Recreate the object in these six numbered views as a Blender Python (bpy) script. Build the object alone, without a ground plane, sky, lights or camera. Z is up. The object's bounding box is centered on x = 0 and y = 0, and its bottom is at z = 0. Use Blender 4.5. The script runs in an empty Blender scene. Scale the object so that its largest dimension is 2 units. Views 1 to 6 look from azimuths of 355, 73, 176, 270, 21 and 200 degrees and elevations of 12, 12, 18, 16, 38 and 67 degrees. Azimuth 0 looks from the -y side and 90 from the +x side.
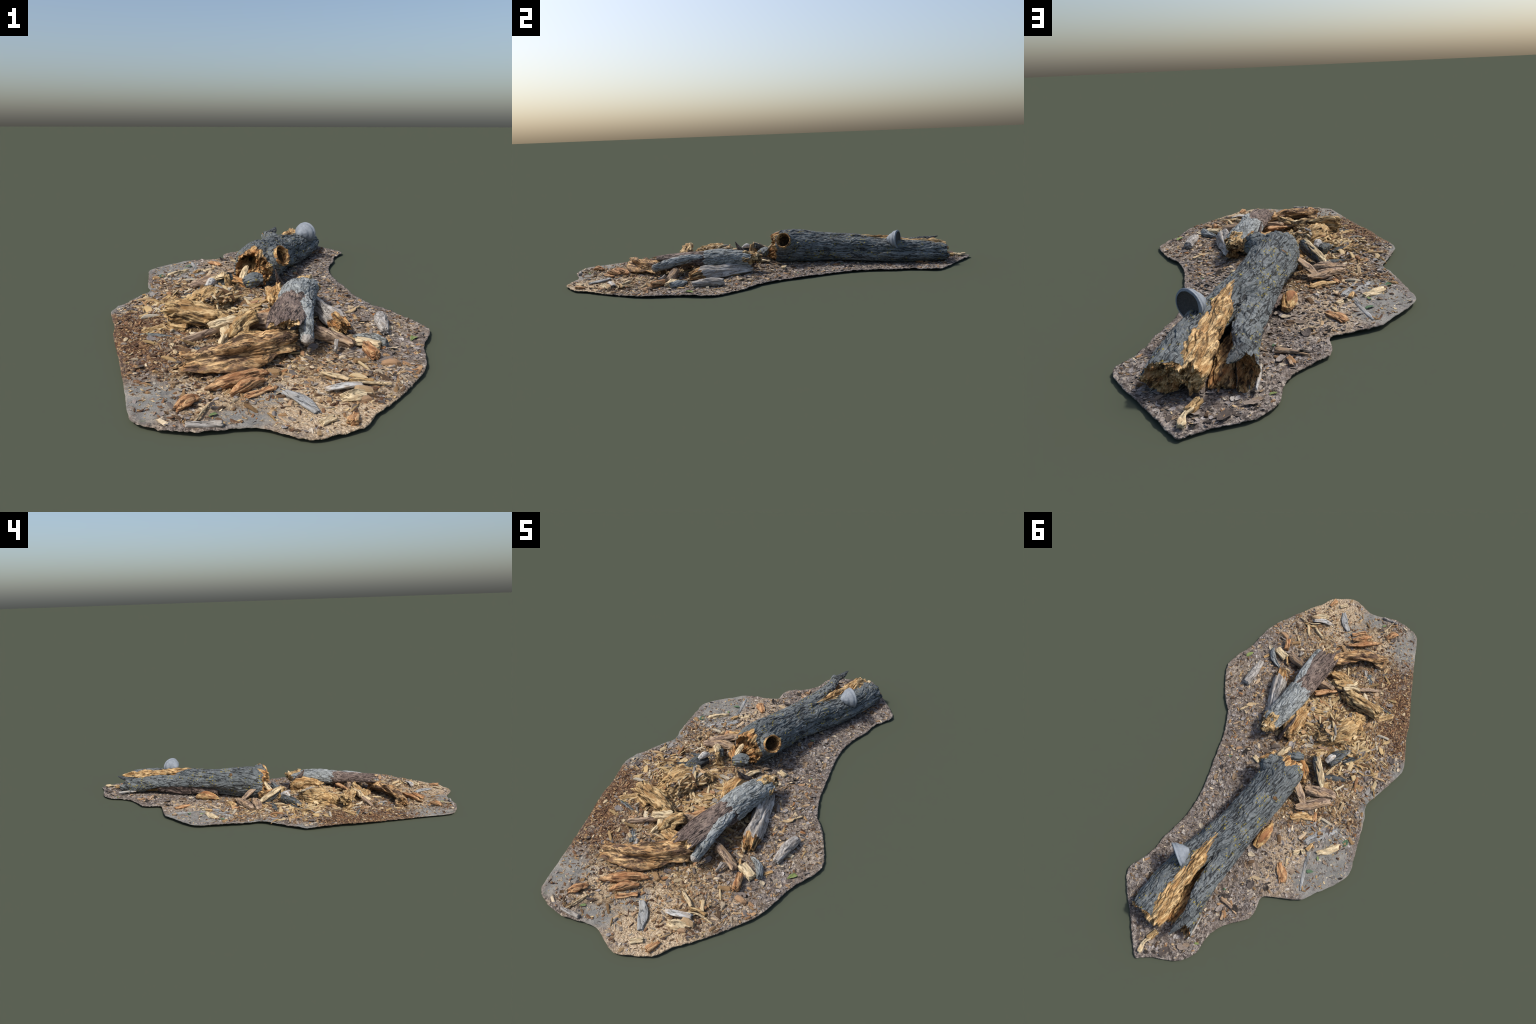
import bpy, math
import numpy as np
from mathutils import Matrix, Vector

RNG = np.random.default_rng(7)
ZUP = np.array([0.0, 0.0, 1.0])

# ---------------------------------------------------------------- noise
_perm = np.random.default_rng(11).permutation(256)
_perm = np.concatenate([_perm, _perm, _perm])
_grad = np.random.default_rng(12).normal(size=(256, 3))
_grad /= np.linalg.norm(_grad, axis=1)[:, None]


def perlin(P):
    P = np.asarray(P, float)
    i = np.floor(P).astype(int)
    f = P - i
    i &= 255
    w = f * f * f * (f * (f * 6 - 15) + 10)
    out = 0
    for dx in (0, 1):
        for dy in (0, 1):
            for dz in (0, 1):
                h = _perm[_perm[_perm[i[..., 0] + dx] + i[..., 1] + dy] + i[..., 2] + dz]
                g = _grad[h]
                d = (g[..., 0] * (f[..., 0] - dx) + g[..., 1] * (f[..., 1] - dy)
                     + g[..., 2] * (f[..., 2] - dz))
                out = out + d * np.where(dx, w[..., 0], 1 - w[..., 0]) \
                    * np.where(dy, w[..., 1], 1 - w[..., 1]) * np.where(dz, w[..., 2], 1 - w[..., 2])
    return out * 1.5


def fbm(P, octaves=4, gain=0.5):
    P = np.asarray(P, float)
    a, s, out = 1.0, 1.0, 0
    for k in range(octaves):
        out = out + a * perlin(P * s + 17.3 * k)
        a *= gain
        s *= 2.03
    return out


def ridge(P, octaves=3, gain=0.5):
    P = np.asarray(P, float)
    a, s, out = 1.0, 1.0, 0
    for k in range(octaves):
        out = out + a * (1 - 2.2 * np.abs(perlin(P * s + 9.1 * k)))
        a *= gain
        s *= 2.1
    return out


def smooth(a, b, x):
    t = np.clip((x - a) / (b - a), 0, 1)
    return t * t * (3 - 2 * t)


def gauss(x, y, cx, cy, rx, ry, ang=0.0):
    c, s = math.cos(ang), math.sin(ang)
    dx, dy = x - cx, y - cy
    return np.exp(-(((dx * c + dy * s) / rx) ** 2 + ((-dx * s + dy * c) / ry) ** 2))


# ---------------------------------------------------------------- node helpers
class N:
    def __init__(self, name):
        self.m = bpy.data.materials.new(name)
        self.m.use_nodes = True
        self.t = self.m.node_tree
        self.t.nodes.clear()
        self.out = self.new('ShaderNodeOutputMaterial')
        self.bsdf = self.new('ShaderNodeBsdfPrincipled')
        self.t.links.new(self.bsdf.outputs[0], self.out.inputs[0])
        self.bsdf.inputs['Specular IOR Level'].default_value = 0.25
        self.co = self.new('ShaderNodeTexCoord').outputs['Object']

    def new(self, k):
        return self.t.nodes.new(k)

    def put(self, sock, v):
        if hasattr(v, 'links'):
            self.t.links.new(v, sock)
        elif isinstance(v, (tuple, list)) and len(v) == 3 and sock.type == 'RGBA':
            sock.default_value = (*v, 1)
        else:
            sock.default_value = v

    def mapping(self, scale=(1, 1, 1), loc=(0, 0, 0), src=None):
        n = self.new('ShaderNodeMapping')
        self.put(n.inputs['Vector'], src or self.co)
        n.inputs['Scale'].default_value = scale
        n.inputs['Location'].default_value = loc
        return n.outputs[0]

    def noise(self, scale, detail=5, rough=0.55, vec=None, dist=0.0, out=0):
        n = self.new('ShaderNodeTexNoise')
        self.put(n.inputs['Vector'], vec or self.co)
        n.inputs['Scale'].default_value = scale
        n.inputs['Detail'].default_value = detail
        n.inputs['Roughness'].default_value = rough
        n.inputs['Distortion'].default_value = dist
        return n.outputs[out]

    def voro(self, scale, feature='F1', vec=None, out=0, rnd=1.0):
        n = self.new('ShaderNodeTexVoronoi')
        n.feature = feature
        self.put(n.inputs['Vector'], vec or self.co)
        n.inputs['Scale'].default_value = scale
        n.inputs['Randomness'].default_value = rnd
        return n.outputs[out]

    def math(self, op, a, b=0.0, c=0.0, clamp=False):
        n = self.new('ShaderNodeMath')
        n.operation = op
        n.use_clamp = clamp
        for s, v in zip(n.inputs, (a, b, c)):
            self.put(s, v)
        return n.outputs[0]

    def vmath(self, op, a, b=(0, 0, 0)):
        n = self.new('ShaderNodeVectorMath')
        n.operation = op
        self.put(n.inputs[0], a)
        self.put(n.inputs[1], b)
        return n.outputs[0] if op not in ('LENGTH', 'DISTANCE') else n.outputs['Value']

    def step(self, v, a, b):
        n = self.new('ShaderNodeMapRange')
        n.interpolation_type = 'SMOOTHSTEP'
        self.put(n.inputs[0], v)
        n.inputs[1].default_value = a
        n.inputs[2].default_value = b
        return n.outputs[0]

    def ramp(self, v, stops, interp='LINEAR'):
        n = self.new('ShaderNodeValToRGB')
        n.color_ramp.interpolation = interp
        el = n.color_ramp.elements
        while len(el) < len(stops):
            el.new(0.5)
        for e, (p, c) in zip(el, stops):
            e.position = p
            e.color = (*c, 1)
        self.put(n.inputs[0], v)
        return n.outputs[0]

    def mix(self, f, a, b, mode='MIX'):
        n = self.new('ShaderNodeMix')
        n.data_type = 'RGBA'
        n.blend_type = mode
        self.put(n.inputs[0], f)
        self.put(n.inputs[6], a)
        self.put(n.inputs[7], b)
        return n.outputs[2]

    def warp(self, amount, scale, src=None):
        """coordinates pushed around by coloured noise"""
        src = src or self.co
        n = self.noise(scale, 3, vec=src, out=1)
        v = self.vmath('SUBTRACT', n, (0.5, 0.5, 0.5))
        s = self.new('ShaderNodeVectorMath')
        s.operation = 'SCALE'
        self.put(s.inputs[0], v)
        s.inputs[3].default_value = amount
        return self.vmath('ADD', src, s.outputs[0])

    def finish(self, col, rough=0.85, height=None, dist=0.002, strength=0.7, spec=None):
        self.put(self.bsdf.inputs['Base Color'], col)
        self.put(self.bsdf.inputs['Roughness'], rough)
        if spec is not None:
            self.bsdf.inputs['Specular IOR Level'].default_value = spec
        if height is not None:
            b = self.new('ShaderNodeBump')
            b.inputs['Distance'].default_value = dist
            b.inputs['Strength'].default_value = strength
            self.put(b.inputs['Height'], height)
            self.t.links.new(b.outputs[0], self.bsdf.inputs['Normal'])
        return self.m


def lines(n, scale, width, src, detail=2.0, loc=(0, 0, 0)):
    """thin wandering lines: where a stretched noise crosses its middle value"""
    v = n.noise(1.0, detail, 0.5, vec=n.mapping(scale, loc, src=src))
    return n.math('SUBTRACT', 1, n.step(n.math('ABSOLUTE', n.math('SUBTRACT', v, 0.5)), width * 0.25, width))


def mat_bark(name, c_dark, c_mid, c_light, c_crack, lichen=0.0, sc=1.0, crack=0.85, green=0.0):
    n = N(name)
    w = n.warp(0.014, 24)
    l1 = lines(n, (7 * sc, 52 * sc, 52 * sc), 0.040, w)
    l2 = lines(n, (26 * sc, 120 * sc, 120 * sc), 0.045, n.warp(0.012, 50), 3, (5, 3, 1))
    brk = n.step(n.noise(38, 2), 0.40, 0.52)
    l2 = n.math('MULTIPLY', l2, brk)
    big = n.noise(16, 6, 0.65)
    fine = n.noise(1.0, 6, 0.7, vec=n.mapping((120, 380, 380)))
    tone = n.math('ADD', n.math('MULTIPLY', big, 0.55), n.math('MULTIPLY', fine, 0.5))
    col = n.ramp(tone, [(0.38, c_dark), (0.53, c_mid), (0.70, c_light)])
    sp = n.step(n.noise(70, 4, 0.65), 0.58, 0.70)
    col = n.mix(n.math('MULTIPLY', sp, 0.55), col, tuple(min(1, c * 1.4) for c in c_light))
    br = n.step(n.noise(30, 4, 0.6), 0.60, 0.72)
    col = n.mix(n.math('MULTIPLY', br, 0.30), col, (0.16, 0.115, 0.075))
    col = n.mix(n.math('MULTIPLY', l2, 0.55 * crack), col, c_crack)
    col = n.mix(n.math('MULTIPLY', l1, crack), col, c_crack)
    if lichen > 0:
        lv = n.voro(85, 'F1', vec=n.warp(0.014, 130))
        lm = n.math('MULTIPLY', n.math('SUBTRACT', 1, n.step(lv, 0.24, 0.36)), n.step(n.noise(20, 3), 0.52, 0.58))
        col = n.mix(n.math('MULTIPLY', lm, lichen), col, (0.30, 0.24, 0.04))
    if green > 0:
        gm = n.step(n.noise(9, 4), 0.52, 0.7)
        col = n.mix(n.math('MULTIPLY', gm, green), col, (0.075, 0.095, 0.055))
    h = n.math('SUBTRACT', n.math('ADD', n.math('MULTIPLY', fine, 0.7), n.math('MULTIPLY', big, 0.5)),
               n.math('ADD', n.math('MULTIPLY', l1, 0.9), n.math('MULTIPLY', l2, 0.5)))
    return n.finish(col, 0.8, h, 0.004, 0.75)


def mat_wood(name, c_dark, c_mid, c_light, c_patch, patch=0.4, dark_amt=0.5, grain=1.0, sheen=0.0, c_black=(0.035, 0.022, 0.014)):
    n = N(name)
    w = n.warp(0.02, 18)
    g1 = n.noise(1.0, 6, 0.65, vec=n.mapping((12 * grain, 95 * grain, 95 * grain), src=w))
    g2 = n.noise(1.0, 4, 0.6, vec=n.mapping((40 * grain, 420 * grain, 420 * grain), src=w))
    t = n.math('ADD', n.math('MULTIPLY', g1, 0.75), n.math('MULTIPLY', g2, 0.3))
    c_light = tuple(min(0.8, c * 1.15) for c in c_light)  # tones lightened for contrast, after crack shading baked into the scan's texture
    c_mid = tuple(min(0.8, c * 1.10) for c in c_mid)
    col = n.ramp(t, [(0.40, c_dark), (0.50, c_mid), (0.61, c_light)])
    pm = n.step(n.noise(1.0, 4, 0.6, vec=n.mapping((14, 32, 32), (3, 1, 2), src=w)), 0.46, 0.58)
    col = n.mix(n.math('MULTIPLY', pm, patch), col, c_patch)
    pl = n.step(n.noise(1.0, 4, 0.6, vec=n.mapping((22, 50, 50), (13, 4, 8), src=w)), 0.54, 0.64)
    col = n.mix(n.math('MULTIPLY', pl, 0.5), col, tuple(min(0.8, c * 1.2) for c in c_light))
    dm = n.step(n.noise(1.0, 5, 0.65, vec=n.mapping((15, 60, 60), (7, 5, 1), src=w)), 0.52, 0.60)
    col = n.mix(n.math('MULTIPLY', dm, dark_amt), col, c_black)
    cm = lines(n, (7 * grain, 75 * grain, 75 * grain), 0.030, w, 3, (2, 9, 4))
    cm = n.math('MULTIPLY', cm, n.step(n.noise(30, 2), 0.42, 0.55))
    col = n.mix(n.math('MULTIPLY', cm, 0.75), col, tuple(c * 0.3 for c in c_dark))
    h = n.math('SUBTRACT', t, n.math('MULTIPLY', cm, 0.6))
    return n.finish(col, 0.82, h, 0.005, 0.8)


def mat_random(name, stops, grain=160, streak=0.35, rough=0.85, translucent=False):
    """many small pieces: each island / object takes its own tone"""
    n = N(name)
    geo = n.new('ShaderNodeNewGeometry')
    oi = n.new('ShaderNodeObjectInfo')
    r = n.math('FRACT', n.math('ADD', geo.outputs['Random Per Island'], oi.outputs['Random']))
    col = n.ramp(r, stops)
    f = n.noise(grain, 5, 0.65)
    col = n.mix(n.math('MULTIPLY', n.step(f, 0.35, 0.7), streak), col, n.mix(0.65, col, (0.035, 0.024, 0.016)))
    p = n.step(n.noise(grain * 0.5, 3), 0.58, 0.7)
    col = n.mix(n.math('MULTIPLY', p, 0.3), col, (0.42, 0.36, 0.27))
    return n.finish(col, rough, f, 0.0015, 0.6)


# ---------------------------------------------------------------- materials
M = {}
M['bark'] = mat_bark('bark_grey', (0.08, 0.092, 0.096), (0.147, 0.164, 0.168), (0.24, 0.256, 0.258), (0.018, 0.018, 0.019), 0.9)
M['bark_pale'] = mat_bark('bark_pale', (0.185, 0.20, 0.195), (0.30, 0.32, 0.315), (0.42, 0.44, 0.435), (0.04, 0.042, 0.04), 0.1, 1.1, 0.7)
M['bark_dark'] = mat_bark('bark_dark', (0.04, 0.047, 0.052), (0.08, 0.09, 0.095), (0.16, 0.17, 0.175), (0.012, 0.012, 0.012), 0.5, 1.3)
M['bark_brown'] = mat_bark('inner_bark', (0.085, 0.058, 0.048), (0.17, 0.125, 0.105), (0.32, 0.25, 0.20), (0.026, 0.018, 0.015), 0.0, 1.3)
M['wood'] = mat_wood('wood_tan', (0.15, 0.082, 0.032), (0.37, 0.225, 0.092), (0.58, 0.42, 0.22), (0.36, 0.18, 0.06), 0.5, 0.5)
M['wood_fibre'] = mat_wood('wood_fibrous', (0.19, 0.11, 0.045), (0.36, 0.23, 0.10), (0.55, 0.40, 0.21), (0.44, 0.26, 0.10), 0.5, 0.3, 1.2)
M['wood_end'] = mat_wood('wood_broken', (0.085, 0.042, 0.016), (0.27, 0.15, 0.055), (0.50, 0.34, 0.16), (0.40, 0.17, 0.055), 0.6, 0.85)
M['wood_orange'] = mat_wood('wood_orange', (0.12, 0.052, 0.024), (0.29, 0.145, 0.065), (0.50, 0.32, 0.165), (0.33, 0.14, 0.055), 0.5, 0.5)
M['wood_rot'] = mat_wood('wood_rotten', (0.12, 0.068, 0.028), (0.33, 0.21, 0.088), (0.54, 0.40, 0.21), (0.27, 0.15, 0.06), 0.6, 0.9)
M['wood_slab'] = mat_wood('wood_slab', (0.11, 0.058, 0.022), (0.36, 0.20, 0.085), (0.56, 0.38, 0.19), (0.10, 0.06, 0.045), 0.85, 0.8, 0.8)
M['wood_pale'] = mat_wood('wood_pale', (0.30, 0.22, 0.125), (0.46, 0.36, 0.22), (0.62, 0.51, 0.33), (0.34, 0.22, 0.11), 0.4, 0.25)
M['wood_grey'] = mat_wood('wood_weathered', (0.19, 0.175, 0.155), (0.30, 0.28, 0.26), (0.43, 0.41, 0.38), (0.22, 0.17, 0.12), 0.4, 0.12)
M['wood_slate'] = mat_wood('wood_slate', (0.14, 0.145, 0.145), (0.22, 0.225, 0.225), (0.31, 0.315, 0.31), (0.26, 0.23, 0.18), 0.4, 0.2)
M['wood_plum'] = mat_wood('wood_plum', (0.09, 0.06, 0.045), (0.21, 0.145, 0.105), (0.40, 0.30, 0.21), (0.42, 0.27, 0.14), 0.5, 0.35)
M['wood_stripe'] = mat_wood('wood_striped', (0.28, 0.14, 0.05), (0.46, 0.275, 0.105), (0.60, 0.42, 0.20), (0.17, 0.045, 0.022), 0.7, 0.25, 0.5)
M['hollow'] = mat_wood('wood_hollow', (0.02, 0.013, 0.008), (0.05, 0.03, 0.016), (0.13, 0.075, 0.035), (0.22, 0.12, 0.045), 0.35, 0.7)
M['white'] = mat_wood('wood_white', (0.24, 0.235, 0.22), (0.37, 0.365, 0.35), (0.52, 0.515, 0.50), (0.36, 0.25, 0.14), 0.5, 0.2)

TAN = [(0.0, (0.10, 0.052, 0.024)), (0.2, (0.27, 0.165, 0.07)), (0.45, (0.46, 0.32, 0.15)), (0.7, (0.62, 0.49, 0.29)), (0.85, (0.30, 0.145, 0.055)), (0.92, (0.28, 0.27, 0.25)), (1.0, (0.66, 0.55, 0.37))]
MIX = [(0.0, (0.055, 0.034, 0.021)), (0.22, (0.15, 0.088, 0.045)), (0.4, (0.33, 0.205, 0.095)), (0.52, (0.12, 0.10, 0.088)), (0.64, (0.22, 0.20, 0.185)), (0.76, (0.54, 0.41, 0.24)), (0.88, (0.30, 0.14, 0.055)), (1.0, (0.66, 0.55, 0.38))]
RED = [(0.0, (0.045, 0.022, 0.012)), (0.3, (0.11, 0.055, 0.03)), (0.6, (0.19, 0.10, 0.05)), (0.8, (0.38, 0.24, 0.11)), (0.93, (0.22, 0.20, 0.18)), (1.0, (0.52, 0.40, 0.23))]
GREY = [(0.0, (0.03, 0.025, 0.022)), (0.22, (0.095, 0.076, 0.066)), (0.45, (0.20, 0.168, 0.15)), (0.65, (0.33, 0.30, 0.285)), (0.8, (0.26, 0.175, 0.10)), (0.92, (0.43, 0.40, 0.38)), (1.0, (0.52, 0.43, 0.30))]
M['chip_tan'] = mat_random('chip_tan', TAN)
M['chip_mix'] = mat_random('chip_mixed', MIX)
M['chip_red'] = mat_random('chip_red', RED)
M['leaf_grey'] = mat_random('leaf_litter', GREY, 120, 0.4)
M['leaf_green'] = mat_random('leaf_green', [(0, (0.085, 0.15, 0.085)), (0.5, (0.13, 0.21, 0.12)), (1, (0.22, 0.27, 0.09))], 90, 0.15)


def mat_fungus():
    n = N('fungus_grey')
    w = n.warp(0.006, 60)
    sp = n.new('ShaderNodeSeparateXYZ')
    n.put(sp.inputs[0], w)
    r = n.vmath('LENGTH', n.mapping((1.1, 1, 1), src=w))
    band = n.new('ShaderNodeTexNoise')
    band.noise_dimensions = '1D'
    n.put(band.inputs['W'], n.math('MULTIPLY', r, 170))
    band.inputs['Detail'].default_value = 2
    b = band.outputs[0]
    f = n.noise(90, 5, 0.6)
    t = n.math('ADD', n.math('MULTIPLY', b, 0.6), n.math('MULTIPLY', f, 0.4))
    col = n.ramp(t, [(0.35, (0.15, 0.17, 0.195)), (0.5, (0.22, 0.25, 0.285)), (0.68, (0.31, 0.335, 0.365))])
    return n.finish(col, 0.6, t, 0.003, 0.5)


M['fungus'] = mat_fungus()
nn = N('fungus_pores')
M['pores'] = nn.finish(nn.ramp(nn.noise(260, 3), [(0.3, (0.045, 0.042, 0.04)), (0.7, (0.085, 0.08, 0.075))]), 0.8, nn.voro(600), 0.001, 0.5)


def mat_soil():
    n = N('soil_litter')
    w = n.warp(0.012, 45)

    def cells(scale, stretch, stops, loc=(0, 0, 0)):
        v = n.mapping(tuple(scale * s for s in stretch), loc, src=w)
        c = n.voro(1.0, 'F1', vec=v, out=1)
        s = n.new('ShaderNodeSeparateColor')
        n.put(s.inputs[0], c)
        return n.ramp(s.outputs[0], stops), n.voro(1.0, 'F1', vec=v)

    dark = [(0.0, (0.02, 0.017, 0.015)), (0.3, (0.08, 0.064, 0.056)), (0.55, (0.17, 0.14, 0.122)), (0.78, (0.31, 0.275, 0.25)), (1.0, (0.50, 0.43, 0.35))]
    mulch = [(0.0, (0.03, 0.018, 0.01)), (0.3, (0.11, 0.065, 0.032)), (0.6, (0.24, 0.155, 0.075)), (0.85, (0.44, 0.315, 0.17)), (1.0, (0.60, 0.49, 0.32))]
    red = [(0.0, (0.04, 0.021, 0.013)), (0.4, (0.088, 0.045, 0.025)), (0.7, (0.16, 0.085, 0.043)), (0.9, (0.31, 0.19, 0.09)), (1.0, (0.44, 0.32, 0.18))]
    sand = [(0.0, (0.20, 0.135, 0.08)), (0.35, (0.38, 0.275, 0.17)), (0.7, (0.54, 0.41, 0.265)), (1.0, (0.68, 0.56, 0.40))]
    v1 = (1.0, 0.55, 1.0)
    v2 = (0.6, 1.0, 1.0)
    cd1, d1 = cells(150, v1, dark)
    cd2, d2 = cells(330, v2, dark, (3, 4, 5))
    cdark = n.mix(0.45, cd1, cd2)
    cm1, _ = cells(150, v1, mulch)
    cm2, _ = cells(330, v2, mulch, (3, 4, 5))
    cmul = n.mix(0.45, cm1, cm2)
    cr, _ = cells(260, v1, red)
    cs, _ = cells(420, v2, sand)
    fine = n.noise(420, 4, 0.7)
    grey = n.ramp(n.math('ADD', n.math('MULTIPLY', fine, 0.6), n.math('MULTIPLY', n.noise(25, 4), 0.4)),
                  [(0.38, (0.115, 0.11, 0.10)), (0.5, (0.195, 0.19, 0.175)), (0.62, (0.31, 0.29, 0.25))])
    nz = n.noise(11, 5, 0.6)

    def blob(cx, cy, rx, ry, soft=0.45, wob=0.9):
        d = n.vmath('LENGTH', n.mapping((1 / rx, 1 / ry, 0), (-cx / rx, -cy / ry, 0)))
        d = n.math('ADD', d, n.math('MULTIPLY', n.math('SUBTRACT', nz, 0.5), wob * 2))
        return n.math('SUBTRACT', 1, n.step(d, 1 - soft, 1 + soft))

    def union(l):
        o = l[0]
        for k in l[1:]:
            o = n.math('MAXIMUM', o, k)
        return o

    col = cdark
    big = n.noise(5, 4)
    col = n.mix(n.step(big, 0.42, 0.62), col, n.mix(0.4, col, (0.17, 0.125, 0.095)))
    mm = union([blob(-0.08, -0.30, 0.30, 0.34), blob(-0.15, 0.08, 0.20, 0.2), blob(-0.05, -0.72, 0.30, 0.22)])
    col = n.mix(mm, col, cmul)
    sm = union([blob(0.08, -0.90, 0.17, 0.10), blob(0.03, -0.80, 0.10, 0.10), blob(-0.22, -0.80, 0.12, 0.07), blob(-0.13, 0.42, 0.09, 0.14)])
    col = n.mix(n.math('MULTIPLY', sm, 0.85), col, cs)
    tm = union([blob(0.40, -0.36, 0.09, 0.10), blob(0.24, -0.72, 0.14, 0.1), blob(-0.1, 0.5, 0.1, 0.1)])
    col = n.mix(n.math('MULTIPLY', tm, 0.5), col, n.mix(0.5, cs, cd1))
    rm = union([blob(-0.37, -0.48, 0.085, 0.20, 0.7, 1.3), blob(-0.43, -0.28, 0.05, 0.12, 0.7, 1.3), blob(-0.30, -0.60, 0.08, 0.07, 0.7, 1.3)])
    col = n.mix(rm, col, cr)
    gm = union([blob(-0.31, -0.80, 0.075, 0.10), blob(-0.33, 0.36, 0.12, 0.11), blob(-0.27, 0.46, 0.09, 0.09), blob(-0.25, 0.24, 0.13, 0.05),
                blob(-0.10, -0.91, 0.07, 0.05), blob(-0.03, -0.80, 0.05, 0.05), blob(-0.46, -0.15, 0.035, 0.05), blob(-0.40, 0.05, 0.05, 0.09)])
    gm = n.math('MULTIPLY', gm, n.step(n.noise(60, 3), 0.30, 0.45))
    col = n.mix(gm, col, grey)
    gr = n.step(n.noise(18, 4), 0.68, 0.74)
    col = n.mix(n.math('MULTIPLY', gr, 0.35), col, (0.10, 0.13, 0.075))
    h = n.math('ADD', n.math('MULTIPLY', d1, 0.9), n.math('MULTIPLY', d2, 0.5))
    h = n.math('MULTIPLY', h, n.math('SUBTRACT', 1, n.math('MULTIPLY', gm, 0.85)))
    h = n.math('ADD', h, n.math('MULTIPLY', fine, 0.25))
    return n.finish(col, 0.9, h, 0.004, 0.8)


M['soil'] = mat_soil()


# ---------------------------------------------------------------- object helpers
def empty(name, loc, label, category):
    o = bpy.data.objects.new(name, None)
    o.empty_display_size = 0.05
    o.location = loc
    bpy.context.collection.objects.link(o)
    o['label'] = label
    o['category'] = category
    bpy.context.view_layer.update()
    return o


def mesh_from(name, V, F, mat, smoothing=True):
    me = bpy.data.meshes.new(name)
    V = np.asarray(V, np.float32)
    F = [np.asarray(f, np.int32) for f in (F if isinstance(F, list) else [F]) if len(f)]
    me.vertices.add(len(V))
    me.vertices.foreach_set('co', V.ravel())
    loops = np.concatenate([f.ravel() for f in F])
    tot = np.concatenate([np.full(len(f), f.shape[1], np.int32) for f in F])
    start = np.concatenate([[0], np.cumsum(tot)[:-1]]).astype(np.int32)
    me.loops.add(len(loops))
    me.loops.foreach_set('vertex_index', loops)
    me.polygons.add(len(tot))
    me.polygons.foreach_set('loop_start', start)
    me.polygons.foreach_set('use_smooth', np.full(len(tot), smoothing))
    me.update(calc_edges=True)
    me.validate()
    me.materials.append(mat)
    return me


def add_obj(name, me, matrix=None, parent=None, label=None, category=None):
    o = bpy.data.objects.new(name, me)
    bpy.context.collection.objects.link(o)
    if parent is not None:
        o.parent = parent
        o.matrix_parent_inverse = parent.matrix_world.inverted()
    if matrix is not None:
        o.matrix_world = matrix
    if label:
        o['label'] = label
        o['category'] = category
    return o


def frame_from(p0, p1):
    p0, p1 = np.asarray(p0, float), np.asarray(p1, float)
    x = p1 - p0
    x /= np.linalg.norm(x)
    y = np.cross(ZUP, x)
    y /= np.linalg.norm(y)
    z = np.cross(x, y)
    m = np.eye(4)
    m[:3, 0], m[:3, 1], m[:3, 2], m[:3, 3] = x, y, z, p0
    return m


def catmull(C, t):
    C = np.asarray(C, float)
    if C.ndim == 1:
        C = C[:, None]
    n = len(C)
    if n == 2:
        return C[0] + (C[1] - C[0]) * t[:, None]
    E = np.vstack([2 * C[0] - C[1], C, 2 * C[-1] - C[-2]])
    u = np.clip(t * (n - 1), 0, n - 1 - 1e-9)
    i = u.astype(int)
    f = (u - i)[:, None]
    a, b, c, d = E[i], E[i + 1], E[i + 2], E[i + 3]
    return 0.5 * ((2 * b) + (c - a) * f + (2 * a - 5 * b + 4 * c - d) * f ** 2 + (3 * b - a - 3 * c + d) * f ** 3)


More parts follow.
